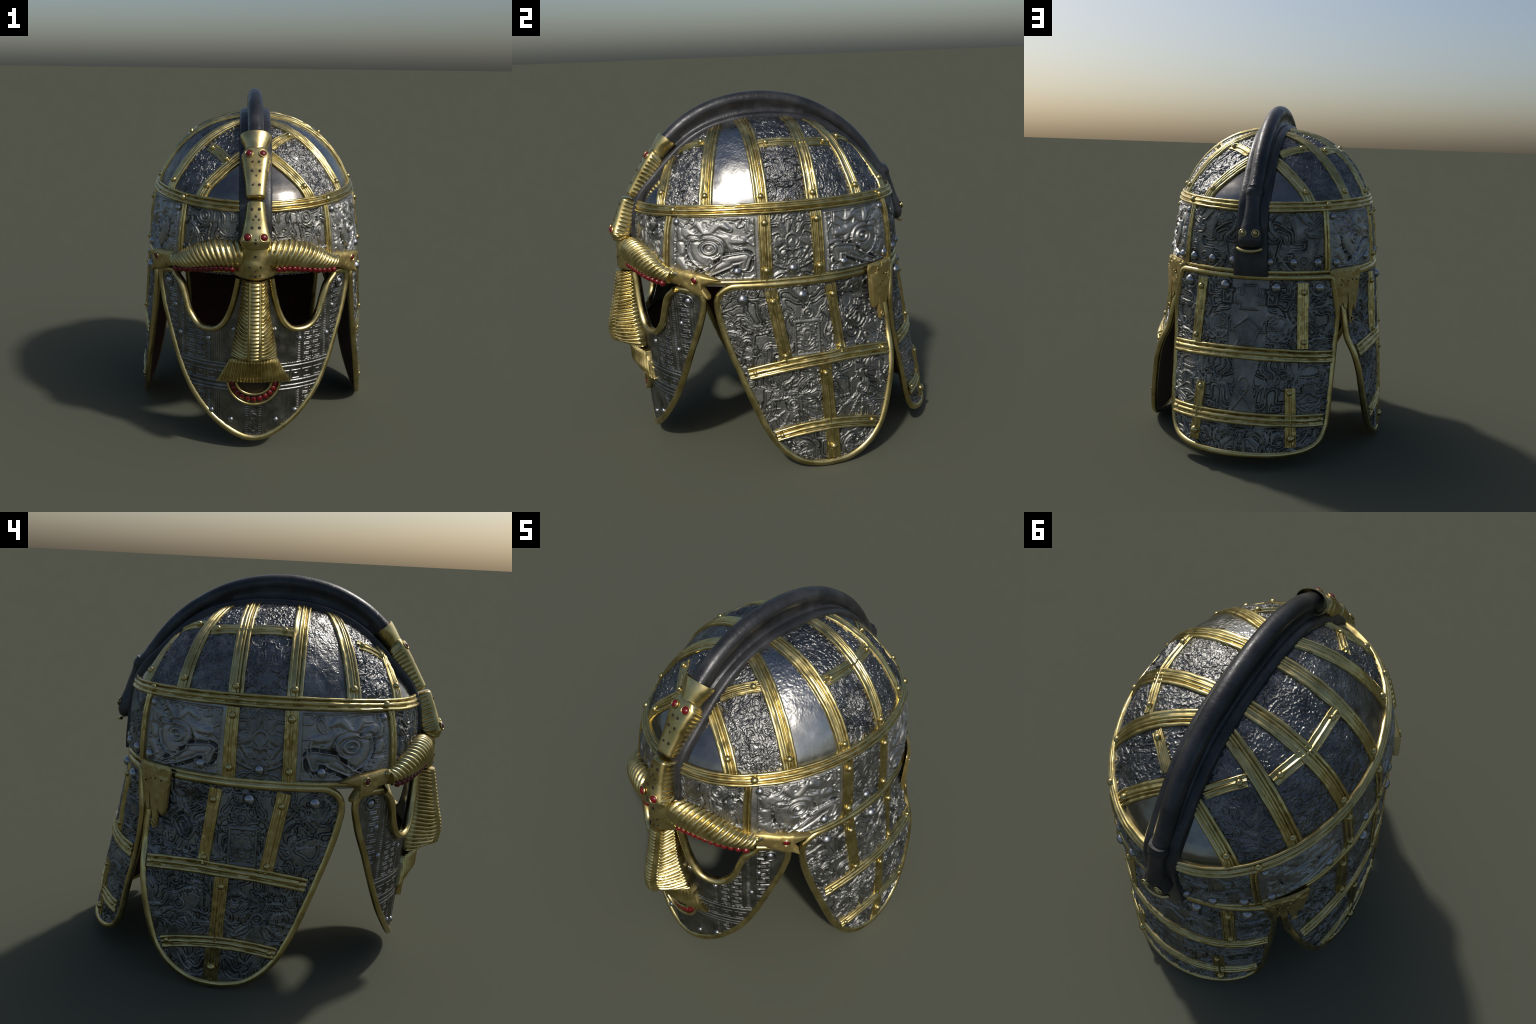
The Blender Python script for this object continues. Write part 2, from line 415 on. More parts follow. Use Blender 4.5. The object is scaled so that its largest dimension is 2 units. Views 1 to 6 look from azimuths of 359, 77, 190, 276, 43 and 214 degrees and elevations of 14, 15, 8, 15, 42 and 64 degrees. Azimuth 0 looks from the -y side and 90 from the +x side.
# ornament of the figured side plates: a striding horse with a coiled hip, s runs tail (0) to head (1)
def horse(s, t, seed):
    x, y = s*1.07, t
    h = .55*interlace(x, y, 6.0, seed, 2.0, .9, .31)
    edge = np.minimum.reduce([s, 1 - s, t, 1 - t])
    disc = np.hypot(x - .50, y - .51) - .175
    body = np.minimum(disc, d_poly(x, y, [(.27, .66), (.24, .56), (.245, .44), (.29, .32), (.37, .23), (.47, .16), (.515, .25), (.53, .36), (.50, .51), (.45, .62)]) - .012)
    leg = np.minimum.reduce([d_caps(x, y, (.33, .05), (.50, .13), .035, .05), d_caps(x, y, (.50, .13), (.72, .28), .05, .075),
                             d_caps(x, y, (.72, .32), (.92, .36), .08, .075), d_caps(x, y, (.93, .36), (.91, .20), .065, .04)])
    neck = np.minimum.reduce([d_caps(x, y, (.30, .66), (.18, .76), .06, .075), d_caps(x, y, (.45, .70), (.72, .66), .06, .07),
                              d_caps(x, y, (.48, .72), (.60, .88), .035, .055), d_caps(x, y, (.45, .72), (.36, .88), .03, .05),
                              d_caps(x, y, (.74, .64), (.90, .62), .06, .05), d_caps(x, y, (.72, .60), (.78, .50), .045, .03),
                              d_caps(x, y, (.66, .88), (.74, .82), .05, .03)])
    tail = np.minimum.reduce([d_caps(x, y, (.10, .55), (.13, .44), .055, .05), d_caps(x, y, (.12, .66), (.09, .80), .05, .04),
                              d_caps(x, y, (.10, .30), (.18, .17), .06, .05)])
    h = np.maximum(h, .80*pad(body + .03, .06)); h = np.maximum(h, .70*pad(leg + .02, .045)); h = np.maximum(h, .85*pad(neck, .035)); h = np.maximum(h, .8*pad(tail, .035))
    # outline chased round every limb
    for d in (body, leg):
        h = np.where(np.abs(d) < .02, np.maximum(h, .95*sstep(.018, .006, np.abs(d))), h)
        h = h - .45*sstep(.03, .008, np.abs(d - .035))
    r = np.hypot(x - .50, y - .51)
    hub = .66 + .38*np.maximum(sstep(.024, .010, np.abs(r - .085)), sstep(.036, .018, r)) - .45*sstep(.020, .008, np.abs(r - .054)) - .45*sstep(.018, .006, np.abs(r - .122))
    h = np.where(r < .135, hub, h)
    return h*sstep(.0, .05, edge) + .55*sstep(.015, .0, np.abs(edge - .025))

def dancers(s, t, seed):
    x = np.abs(s - .5); y = t
    h = .8*interlace(x*.8, y*1.3, 6.0, seed, 2.0, .9, .25)
    head = np.hypot(x, (y - .60)*1.5)
    h = np.where(head < .20, .30 + .6*sstep(.04, .01, np.abs(head - .15)), h)
    drop = d_poly(x, y, [(-.02, .64), (.09, .56), (.07, .46), (-.02, .34)])
    horn = np.minimum(d_caps(x, y, (.20, .72), (.30, .92), .07, .06), d_caps(x, y, (.22, .60), (.42, .55), .05, .07))
    arm = np.minimum.reduce([d_caps(x, y, (.12, .46), (.30, .36), .03), d_caps(x, y, (.30, .36), (.42, .46), .035), d_caps(x, y, (.18, .34), (.26, .20), .035, .025),
                             d_caps(x, y, (.05, .90), (.08, .76), .04)])
    h = np.maximum(h, .85*pad(drop)); h = np.maximum(h, .75*pad(horn, .035)); h = np.maximum(h, .8*pad(arm))
    line = np.abs(y - (.13 + .10*(x*2)**2)); h = np.maximum(h, .8*sstep(.03, .01, line))
    line = np.abs(y - (.20 + .12*(x*2)**2)); h = np.maximum(h, .7*sstep(.03, .01, line))
    return h

def leafy(u, v, seed, sc=5.0, mirror=True, lines=1.9):
    x = np.abs(u) if mirror else u
    h = interlace(x + seed*.37, v, sc, seed, lines, 1.1)
    lo, hi = v.min(), v.max()
    for k in range(4):                       # a few small rosettes among the scrolls
        cx = .10 + .105*k; cy = lo + (hi - lo)*(.5 + .32*math.sin(k*2.4 + seed))
        r = np.hypot(x - cx, v - cy); R = .020 + .004*((k + seed) % 3)
        h = np.where(r < R*1.5, .3 + .65*rings(r, (R, R*.4)), h)
    return h

TH_FRONT, TH_A, TH_B, TH_BACK = (math.radians(d) for d in (38.5, 79.8, 101.0, 141.5))
CROSS_Z = 1.735
SUB_LINES = {("f", 1): ((.205, -.362), (.078, -.500)), ("f", -1): ((.250, -.425), (.142, -.560)),
             ("b", 1): ((.220, .345), (.090, .466)), ("b", -1): ((.222, .345), (.090, .468))}

def build_skull():
    nth, nt = 1500, 390
    # meridian parameter: arc length of the side profile
    s = np.r_[0, np.cumsum(np.hypot(np.diff(TA), np.diff(TZ)))]
    zz = np.interp(np.linspace(0, s[-1]*.985, nt), s, TZ)
    th = np.linspace(-np.pi, np.pi, nth, endpoint=False)
    TH, Z = np.meshgrid(th, zz, indexing="ij")
    P = skull(TH, Z); NR = skull_normal(P)
    ax = np.abs(P[..., 0]); y = P[..., 1]; side = np.where(P[..., 0] >= 0, 1, -1); at = np.abs(TH)
    low = Z < band_z(TH)
    sector = np.sum([y > rib_y(i, ax) for i in range(6)], 0)
    # cell number
    cell = np.zeros(P.shape[:2], int)
    lowk = np.select([at < TH_FRONT, at < TH_A, at < TH_B, at < TH_BACK], [1, 2, 3, 4], 5)
    cell = np.where(low, lowk, 10 + sector)
    up = (~low) & (sector >= 3) & (sector <= 4) & (Z > CROSS_Z); cell = np.where(up, cell + 10, cell)
    for (fb, sd), (p, q) in SUB_LINES.items():
        k = 1 if fb == "f" else 5
        inward = (ax - p[0])*(q[1] - p[1]) - (y - p[1])*(q[0] - p[0])
        ref = (0 - p[0])*(q[1] - p[1]) - (0 - p[1])*(q[0] - p[0])
        cell = np.where((~low) & (sector == k) & (side == sd) & (inward*ref > 0), 10 + k + 10, cell)
    H = np.zeros(P.shape[:2])
    zlo, zhi = 1.075, 1.395
    for sd in (1, -1):
        for c in (1, 2, 3, 4, 5):
            m = (cell == c) & (side == sd)
            t = (Z[m] - zlo)/(zhi - zlo)
            if c == 1: H[m] = .0085*leafy(at[m]*.68, Z[m], 3, 17.0, False, 2.2)
            if c == 5: H[m] = .0085*leafy((np.pi - at[m])*.68, Z[m], 12, 14.0, False, 2.0)
            if c == 2: H[m] = .0135*horse((at[m] - TH_FRONT - .06)/(TH_A - TH_FRONT - .12), t, 22 - (sd < 0))
            if c == 4: H[m] = .0135*horse((TH_BACK - .06 - at[m])/(TH_BACK - TH_B - .12), t, 23 + sd)
            if c == 3: H[m] = .0085*dancers((at[m] - TH_A - .05)/(TH_B - TH_A - .1), t, 31)
    # dome plates
    x3, y3, z3 = P[..., 0], P[..., 1], P[..., 2]
    def crinkle(m, sc, seed, amp, warp=.8):
        X, Y, Zq = x3[m]*sc, y3[m]*sc, z3[m]*sc
        w = noise(X*.6, Y*.6, Zq*.6, seed + 1)
        n = noise(X + warp*w, Y + warp*w, Zq - warp*w, seed)
        return amp*(.75*sstep(.35, .95, 1 - np.abs(n)*1.7) + .4*noise(X*1.9, Y*1.9, Zq*1.9, seed + 2))
    mats = {}
    for sd in (1, -1):
        for c in np.unique(cell[(~low) & (side == sd)]):
            m = (cell == c) & (side == sd); k = (c % 10); sd7 = int(7*sd)
            if c >= 20: H[m] = crinkle(m, 62, 40 + c + sd7, .0050)
            elif k in (0, 6): H[m] = .0006*noise(x3[m]*9, y3[m]*9, z3[m]*9, 5)
            elif k in (1, 5):
                uu = (ax[m]*.80 - np.abs(y3[m])*.62); vv = z3[m]*1.25 + .3*ax[m]
                H[m] = .0052*interlace(uu + 3, vv, 25, 50 + c + sd7, 2.3, 1.2, 1.0, .0046) + crinkle(m, 60, 55 + c, .0014)
            elif k == 2: H[m] = crinkle(m, 66, 70 + sd7, .0016 if sd > 0 else .0028)*sstep(1.56, 1.78, z3[m]) + .0008*noise(x3[m]*22, y3[m]*22, z3[m]*22, 9)*(1 + 2.0*(sd < 0))
            elif k == 3: H[m] = .0070*interlace(np.abs(y3[m] + .015) + 2, z3[m]*1.1, 19, 80 + sd7, 2.0)*(1 if sd > 0 else .75)
            elif k == 4: H[m] = crinkle(m, 58, 90 + sd7, .0060)
    P = P + NR*H[..., None]
    Hn = np.vstack([H, H[:1]]); low_face = face_low(Hn, -.0008).reshape(-1)
    # faces and split into plates
    Q = grid_quads(nth, nt, True)
    fc = cell[:, :-1].reshape(-1); fs = (np.where(np.sin(th + np.pi/nth) >= 0, 1, -1)[:, None]*np.ones((1, nt-1), int)).reshape(-1)
    base = P.reshape(-1, 3); back = (skull(TH, Z) - NR*.010).reshape(-1, 3)
    shell = empty_shell()
    for sd in (1, -1):
        for c in np.unique(fc):
            pick = (fc == c) & (fs == sd); sel = Q[pick]
            if len(sel) < 8: continue
            e = np.vstack([sel[:, [0, 1]], sel[:, [1, 2]], sel[:, [2, 3]], sel[:, [3, 0]]])
            key = np.sort(e, 1); key = key[:, 0]*10**7 + key[:, 1]
            _, inv, cnt = np.unique(key, return_inverse=True, return_counts=True)
            be = e[cnt[inv] == 1]
            used = np.unique(sel); remap = np.full(len(base), -1); remap[used] = np.arange(len(used))
            bu = np.unique(be); remap2 = np.full(len(base), -1); remap2[bu] = len(used) + np.arange(len(bu))
            skirt = np.stack([remap[be[:, 1]], remap[be[:, 0]], remap2[be[:, 0]], remap2[be[:, 1]]], -1)
            k = c % 10
            if c < 10: mat = IRON if c in (1, 5) else SILVER; nm = "brow_plate"
            else:
                nm = "dome_plate"
                if c >= 20: mat = HAMMERED
                else: mat = {0: POLISHED_DARKENED, 6: POLISHED_DARKENED, 2: POLISHED if sd > 0 else HAMMERED, 1: HAMMERED if sd > 0 else BLUED, 5: BLUED, 3: BLUED, 4: BLUED}[k]
            if c == 3: mat = IRON
            V = np.vstack([base[used], back[bu]])
            me = quad_mesh(nm, V, np.vstack([remap[sel], skirt]))
            add_obj(nm, me, shell, mat)
            if c < 10: recess(me, low_face[pick])
    return shell

def empty_shell():
    th = np.linspace(-np.pi, np.pi, 121); z = np.interp(np.linspace(0, 1, 60)**.8, np.linspace(0, 1, len(TZ)), TZ)
    TH, Z = np.meshgrid(th, z, indexing="ij"); P = skull(TH, Z); NR = skull_normal(P)
    me = solid_grid("skull_cap", P - NR*.009, P - NR*.026)
    o = add_obj("skull_cap", me, None, LINING); return o

SKULL = build_skull()

def skull_path(thetas, zs):
    P = skull(np.asarray(thetas), np.asarray(zs)); return P, skull_normal(P)

# gold brow band, brim rim, dome ribs, short ribs ------------------------------
def flange_gap(z): return .085
for sd in (1, -1):
    t = np.linspace(.10, math.pi - .10, 220)*sd
    P, n = skull_path(t, band_z(t))
    strap("brow_band", P, n, .0315, "band", SKULL, .014)
    for a in (math.radians(40.5), math.radians(139.5)):
        p, nn = skull_path([a*sd], band_z(np.array([a]))); gold_rivet(p[0], nn[0], SKULL, .019, 1.05)
    for i in range(6):
        P, n = rib_path(i, sd, 90, .05)
        strap("dome_rib", P, n, .038 if i in (1, 2, 3, 4) else .036, "rib", SKULL, .006)
        k = np.argmin(np.abs(P[:, 2] - 1.492)); gold_rivet(P[k], n[k], SKULL, .012)
    # level cross strap on each flank
    plan = resample(np.array([(.372, -.118), (.3745, .0), (.372, .105), (.309, .285)]), 60)
    P = dome_point_xy(plan[:, 0]*sd, plan[:, 1]); n = skull_normal(P)
    strap("cross_strap", P, n, .031, "rod", SKULL, .0065)
    for k in (6, 54): gold_rivet(P[k], n[k], SKULL, .012, .85)
    for fb in ("f", "b"):
        p, q = np.array(SUB_LINES[(fb, sd)]); d = np.linspace(0, 1, 30)[:, None]
        xy = p + (q - p)*d; P = dome_point_xy(xy[:, 0]*sd, xy[:, 1]); n = skull_normal(P)
        strap("cross_strap", P, n, .029, "rod", SKULL, .006)
        for k in ((4, 25) if (fb, sd) == ("f", -1) else (5,)): gold_rivet(P[k], n[k], SKULL, .011, .85)
    # short ribs between brow band and brim
    for a, hw, kind in ((TH_FRONT, .019, "thin"), (TH_A, .033, "rod"), (TH_B, .033, "rod"), (TH_BACK, .019, "thin")):
        z = np.linspace(1.40, 1.068, 50); P, n = skull_path(np.full(50, a*sd), z)
        strap("brow_rib", P, n, hw, kind, SKULL, .008)
        if kind == "rod":
            for zz in (1.362, 1.118):
                p, nn = skull_path([a*sd], [zz]); gold_rivet(p[0], nn[0], SKULL, .012, 1.05)
    for a, zz in ((68.6, 1.118), (90.2, 1.118), (111.8, 1.118), (43.8, 1.10), (43.0, 1.366), (136.2, 1.108), (137.0, 1.365), (146.6, 1.115), (159.0, 1.118), (170.6, 1.118)):
        p, nn = skull_path([math.radians(a)*sd], [zz]); iron_rivet(p[0], nn[0], SKULL, .003, 1.0 if zz < 1.2 else .8)
t = np.linspace(-math.pi, math.pi, 260, endpoint=False)
P, n = skull_path(t, np.full(260, 1.062 - .012*0)); tube("brim_rim", P, n, .0135, .015, SKULL, closed=True, offset=-.002)

# ================================================================== CREST
def meridian(n=200, z_front=1.215, z_back=1.04):
    zf = np.r_[np.linspace(z_front, 1.78, 400), np.linspace(1.781, 1.853, 300)]
    zb = np.r_[np.linspace(1.853, 1.781, 300), np.linspace(1.78, z_back, 400)]
    Q = np.r_[np.c_[YC - sk_b(zf), zf], np.c_[YC + sk_b(zb), zb]]
    Q = resample(Q, n)
    for _ in range(6): Q[1:-1] = (Q[:-2] + 2*Q[1:-1] + Q[2:])/4
    T = unit(np.gradient(Q, axis=0)); Nn = np.c_[-T[:, 1], T[:, 0]]
    return Q, Nn
CREST_OUT = [(-.640, 1.725), (-.573, 1.792), (-.488, 1.864), (-.338, 1.944), (-.19, 1.984), (-.04, 1.998), (.11, 1.985), (.262, 1.943),
             (.417, 1.862), (.575, 1.732), (.672, 1.604), (.738, 1.499), (.775, 1.42)]
def crest():
    Q, Nn = meridian()
    ang = np.degrees(np.arctan2(Q[:, 1] - 1.2, Q[:, 0] + .0))          # 180 front .. 0 back
    co = np.array(CREST_OUT); ca = np.degrees(np.arctan2(co[:, 1] - 1.2, co[:, 0])); cr = np.hypot(co[:, 1] - 1.2, co[:, 0])
    rout = np.interp(-ang, -ca, cr); rin = np.hypot(Q[:, 1] - 1.2, Q[:, 0])
    rad = np.c_[np.cos(np.radians(ang)), np.sin(np.radians(ang))]
    Hh = (rout - rin)/np.maximum((rad*Nn).sum(1), .5)
    sections = []
    half = [(0, .030), (.055, .029), (.072, .027), (.082, .023), (.087, .016), (.089, .006), (.089, -.03)]
    prof = [(-w, h) for w, h in half[:0:-1]] + half
    for (yq, zq), nn, a in zip(Q, Nn, ang):
        wide = 1.0 + .10*sstep(1.30, 1.05, zq)*(yq > 0)
        thin = 1.0 + .25*sstep(1.20, 1.08, zq)*(yq > 0)
        sections.append([(w*wide, yq + nn[0]*(h*thin if h > 0 else h), zq + nn[1]*(h*thin if h > 0 else h)) for w, h in prof] )
    flange = loft("crest_flange", sections, None, BLACK, sharp=35)
    # tube of the crest proper
    i0 = np.argmin(np.abs(ang - 135.5)) ; i1 = np.argmin(np.abs(ang - 23))
    sec = []
    for i in range(i0 - 3, i1 + 1):
        (yq, zq), nn, H = Q[i], Nn[i], max(Hh[i], .07)
        r = .0435
        half = [(r*math.sin(t), H - r + r*math.cos(t)) for t in np.linspace(0, math.radians(118), 12)]
        half += [(.034, max(H - 2*r, .038)), (.038, .034), (.050, .026), (.052, .0)]
        prof = [(-w, h) for w, h in half[:0:-1]] + half
        sec.append([(w, yq + nn[0]*h, zq + nn[1]*h) for w, h in prof])
    loft("crest_tube", sec, flange, BLACK, sharp=50)
    # animal head that ends the crest at the nape
    axis = curve_pts([(.698, 1.520), (.719, 1.462), (.747, 1.390), (.772, 1.315), (.788, 1.262), (.794, 1.222), (.791, 1.200)], 44)
    T = unit(np.gradient(axis, axis=0)); NN = np.c_[-T[:, 1], T[:, 0]]
    wx = spline([0, .12, .3, .55, .75, .88, .96, 1], [.044, .046, .043, .048, .062, .068, .062, .040])
    wn = spline([0, .12, .3, .55, .75, .88, .96, 1], [.047, .050, .046, .046, .052, .052, .042, .022])
    sec = []; a = np.linspace(0, 2*np.pi, 28, endpoint=False)
    for i, t in enumerate(np.linspace(0, 1, 44)):
        c, s = np.cos(a), np.sin(a); c = np.sign(c)*np.abs(c)**.8; s = np.sign(s)*np.abs(s)**.8
        k = 1.07 if .06 < t < .16 else 1.0
        sec.append([(wx(t)*k*ci, axis[i, 0] + NN[i, 0]*wn(t)*k*si, axis[i, 1] + NN[i, 1]*wn(t)*k*si) for ci, si in zip(c, s)])
    head = loft("crest_head", sec, flange, BLACK, sharp=50)
    ii = 34; nn3 = np.array([0, NN[ii, 0], NN[ii, 1]])
    for sd in (1, -1):
        p = np.array([sd*.034, axis[ii, 0], axis[ii, 1]]) + nn3*float(wn(ii/43))*.90
        nr = unit(np.array([sd*.35, nn3[1], nn3[2]]))
        place("head_eye", RIV_G[0], p + nr*.001, nr, head, .72)
        ring = [p + nr*.004 + .019*(math.cos(t)*np.array([1, 0, 0]) + math.sin(t)*np.cross(nr, [1, 0, 0])) for t in np.linspace(0, 2*np.pi, 24, endpoint=False)]
        tube("eye_ring", np.array(ring), np.tile(nr, (24, 1)), 0.0035, .0035, head, closed=True, seg=8)
    lip = [(x, 
            .795 + .042*math.sqrt(max(0, 1 - (x/.074)**2)) , 1.206 - .022*math.sqrt(max(0, 1 - (x/.074)**2))) for x in np.linspace(-.066, .066, 30)]
    tube("head_lip", np.array(lip), np.tile([0, 1, -.2], (30, 1)), .009, .010, head)
    # long scratches and nicks on the black tube come from its material; ferrule at the brow:
    return flange
CREST = crest()

# ================================================================== BROW DRAGONS
def dragon_part(name, axis, wx, depth, parent, rib=True, n=60, power=.55):
    """Beast-head casting: axis is its outer face line in the x=0 plane (y,z)."""
    A = curve_pts(axis, n); T = unit(np.gradient(A, axis=0)); NN = np.c_[T[:, 1], -T[:, 0]]
    if NN[n//2, 0] > 0: NN = -NN
    W = spline(*zip(*wx)); D = spline(*zip(*depth)); sec = []
    a = np.linspace(0, 2*np.pi, 48, endpoint=False)
    for i, t in enumerate(np.linspace(0, 1, n)):
        w, d = float(W(t)), float(D(t)); row = []
        for ai in a:
            c, s = math.cos(ai), math.sin(ai)
            cx = math.copysign(abs(c)**power, c); sx = math.copysign(abs(s)**power, s)
            k = 1.0
            if rib and abs(c) > .45 and s < .35: k = 1 + .045*math.sin(t*n*1.15 + s*2)
            row.append((w*cx*k, A[i, 0] + NN[i, 0]*(d*(sx - 1)), A[i, 1] + NN[i, 1]*(d*(sx - 1))))
        sec.append(row)
    return add_loft_dome(name, sec, parent)
def add_loft_dome(name, sec, parent):
    S = np.array(sec)
    for e, step in ((0, 1), (-1, -1)):
        c = S[e].mean(0); S = S  # ends are eased inward by two extra rings
    c0, c1 = S[0].mean(0), S[-1].mean(0); d0 = unit(S[0].mean(0) - S[1].mean(0)); d1 = unit(S[-1].mean(0) - S[-2].mean(0))
    pre = [c0 + (S[0] - c0)*.70 + d0*.012, c0 + (S[0] - c0)*.90 + d0*.007]
    post = [c1 + (S[-1] - c1)*.90 + d1*.007, c1 + (S[-1] - c1)*.70 + d1*.012]
    return loft(name, np.array(pre + list(S) + post), parent, GOLD, sharp=60)

# flared ferrule round the tube
def ferrule():
    ax = np.array([(-.549, 1.756), (-.578, 1.721), (-.612, 1.678), (-.640, 1.640)]); A = curve_pts(ax, 20)
    T = unit(np.gradient(A, axis=0)); NN = np.c_[T[:, 1], -T[:, 0]]; sec = []
    for i, t in enumerate(np.linspace(0, 1, 20)):
        r = .085 - .032*sstep(0, .8, t); ry = .060 - .012*sstep(0, .8, t)
        a = np.linspace(0, 2*np.pi, 36, endpoint=False)
        sec.append([(r*math.cos(x), A[i, 0] - .0 + NN[i, 0]*ry*math.sin(x), A[i, 1] + NN[i, 1]*ry*math.sin(x)) for x in a])
    S = np.array(sec); inner = S[0].mean(0) + (S[0] - S[0].mean(0))*.90; deep = S[6].mean(0) + (S[6] - S[6].mean(0))*.80
    return loft("crest_ferrule", np.array([deep, inner] + list(S)), CREST, GOLD, sharp=40)
ferrule()
HEAD_UP = dragon_part("dragon_head", [(-.652, 1.706), (-.700, 1.650), (-.748, 1.570), (-.801, 1.479)], [(0, .062), (.12, .076), (.35, .070), (.7, .058), (1, .051)],
                      [(0, .045), (.2, .058), (1, .055)], CREST)
HEAD_LO = dragon_part("dragon_head", [(-.831, 1.446), (-.855, 1.394), (-.884, 1.320), (-.908, 1.255), (-.900, 1.212)], [(0, .047), (.3, .056), (.6, .069), (.85, .083), (1, .074)],
                      [(0, .055), (.5, .062), (1, .060)], CREST)
def face_dots(axis, spots, parent, gems):
    A = curve_pts(axis, 60); T = unit(np.gradient(A, axis=0)); NN = np.c_[T[:, 1], -T[:, 0]]
    if NN[30, 0] > 0: NN = -NN
    for x, t, r in spots:
        i = int(np.clip(t*59, 0, 59)); n3 = np.array([0, NN[i, 0], NN[i, 1]])
        place("punched_pit", PITM, np.array([x, A[i, 0], A[i, 1]]) + n3*.0004, n3, parent, r*1.15)
    for x, t, r in gems:
        i = int(np.clip(t*59, 0, 59)); n3 = unit(np.array([math.copysign(.25, x), NN[i, 0], NN[i, 1]]))
        p = np.array([x, A[i, 0], A[i, 1]]) - n3*.003
        place("garnet_bead", GEM, p, n3, parent, r)
        u = unit(np.cross(n3, [0, 0, 1])); v = np.cross(n3, u)
        ring = np.array([p + n3*.004 + (r + .002)*(math.cos(q)*u + math.sin(q)*v) for q in np.linspace(0, 2*np.pi, 22, endpoint=False)])
        tube("gem_setting", ring, np.tile(n3, (22, 1)), .0035, .004, parent, closed=True, seg=8)
face_dots([(-.652, 1.706), (-.700, 1.650), (-.748, 1.570), (-.801, 1.479)],
          [(-.018, .33, .0065), (.016, .33, .0065), (-.020, .52, .007), (.020, .52, .007), (.002, .62, .005), (-.016, .80, .006), (.018, .80, .007)], HEAD_UP,
          [(-.037, .14, .0190), (.037, .14, .0190)])
face_dots([(-.831, 1.446), (-.855, 1.394), (-.884, 1.320), (-.908, 1.255), (-.900, 1.212)],
          [(-.020, .16, .0075), (.018, .16, .0075), (.0, .32, .006), (-.014, .38, .005), (.016, .38, .005), (-.019, .55, .0075), (.019, .55, .0075), (0, .80, .005), (0, .88, .007)], HEAD_LO,
          [(-.042, .76, .0195), (.042, .76, .0195)])

# ================================================================== FACE MASK
MB = spline([.05, .115, .28, .5, .75, 1.05], [.722, .729, .741, .755, .764, .774]); MA = .662
def mask_normal(x, z):
    x, z = np.broadcast_arrays(np.asarray(x, float), np.asarray(z, float)); b = MB(z); q = np.sqrt(np.clip(1 - (x/MA)**2, .02, 1))
    return unit(np.stack([x/MA**2, -b*q/b**2, 0*q], -1))
def mask_pt(x, z, off=0.0):
    x, z = np.broadcast_arrays(np.asarray(x, float), np.asarray(z, float))
    P = np.stack([x, YC - MB(z)*np.sqrt(np.clip(1 - (x/MA)**2, .02, 1)), z], -1)
    return P + mask_normal(x, z)*np.broadcast_to(np.asarray(off, float), x.shape)[..., None]
M_OUT = spline([.070, .074, .088, .132, .184, .241, .358, .505, .664, .849, .950, .988, 1.008], [0.0, .035, .080, .158, .225, .280, .362, .425, .472, .518, .531, .525, .500])
EYE_IN = spline([.726, .730, .742, .762, .820, .912, 1.030], [.245, .216, .190, .168, .136, .107, .085])
EYE_OUT = spline([.726, .730, .742, .761, .814, .895, .960, 1.010], [.245, .274, .299, .319, .350, .371, .391, .432])

def meander(u, v, p):               # key pattern strip; u in -1..1 across, v along
    k = np.floor(v/p); f = v/p - k; g = np.where(k % 2 == 0, u, -u)
    h = np.maximum.reduce([sstep(.25, .1, np.abs(f - .1)*2), sstep(.3, .12, np.abs(g + .7))*(f < .9), sstep(.3, .1, np.abs(f - .75)*2.4)*(g < .5), sstep(.3, .12, np.abs(g - .3))*(f > .35)*(f < .8)])
    return h
def mask_relief(x, z):
    ax = np.abs(x); h = np.zeros(x.shape)
    lines = lambda u, per: .5 + .5*np.cos(2*np.pi*u/per)
    # upright lined strips
    s = (ax > .185) & (ax < .50)
    h = np.where(s, .95*lines(ax - .187, .0115), h)
    for c in (.300, .352, .455):
        u = (ax - c)/.019; m = np.abs(u) < 1.15
        h = np.where(m, .9*meander(u, z, .030), h)
    for c in (.252, .400):
        u = ax - c; m = np.abs(u) < .013
        h = np.where(m, .7*lines(z, .0105)*sstep(.010, .005, np.abs(u)), h)
    h = np.where((ax > .06) & (ax < .185), .06*noise(x*30, z*30, 0, 3), h)
    # chin strip
    m = ax < .062; u = ax
    chin = np.where(ax > .045, lines(ax, .017)*.8, np.where(ax > .028, .8*lines(z, .014), 0))
    r = np.hypot(x, (z - .205)); chin = np.where(ax <= .026, .8*np.maximum(sstep(.006, .002, np.abs(r - .018)), .7*interlace(ax, z, 60, 5, 1.5, w=.004)*(r > .024)), chin)
    h = np.where(m, chin, h)
    # cheek to cheek band of lines and squares
    c = z - .02*np.cos(x*5)*0
    b = (z > .358) & (z < .528)
    bl = np.maximum.reduce([sstep(.010, .003, np.abs(z - k)) for k in (.522, .503, .412, .385, .364)])
    sq = np.maximum(np.abs(((ax - .30 + .032) % .064) - .032), np.abs(z - .452))
    bl = np.where((z > .425) & (z < .488), np.maximum(bl, .85*np.maximum(sstep(.006, .002, np.abs(sq - .024)), sstep(.012, .007, sq))), bl)
    bl = np.where((z > .486) & (z < .496), .7*lines(x, .014), bl)
    h = np.where(b & (ax > .08), bl*1.1, h)
    return h

MASK_TH = .016
def mask_patch(name, zs, lo, hi, n, parent, mat=MASK_IRON):
    t = np.linspace(0, 1, n)
    X = lo[:, None] + (hi - lo)[:, None]*t[None]; Z = np.repeat(zs[:, None], n, 1)
    edge = np.minimum(X - lo[:, None], hi[:, None] - X)
    H = .0040*mask_relief(X, Z)
    return solid_grid(name, mask_pt(X, Z) + mask_normal(X, Z)*H[..., None], mask_pt(X, Z, -MASK_TH), 60, flip=True)

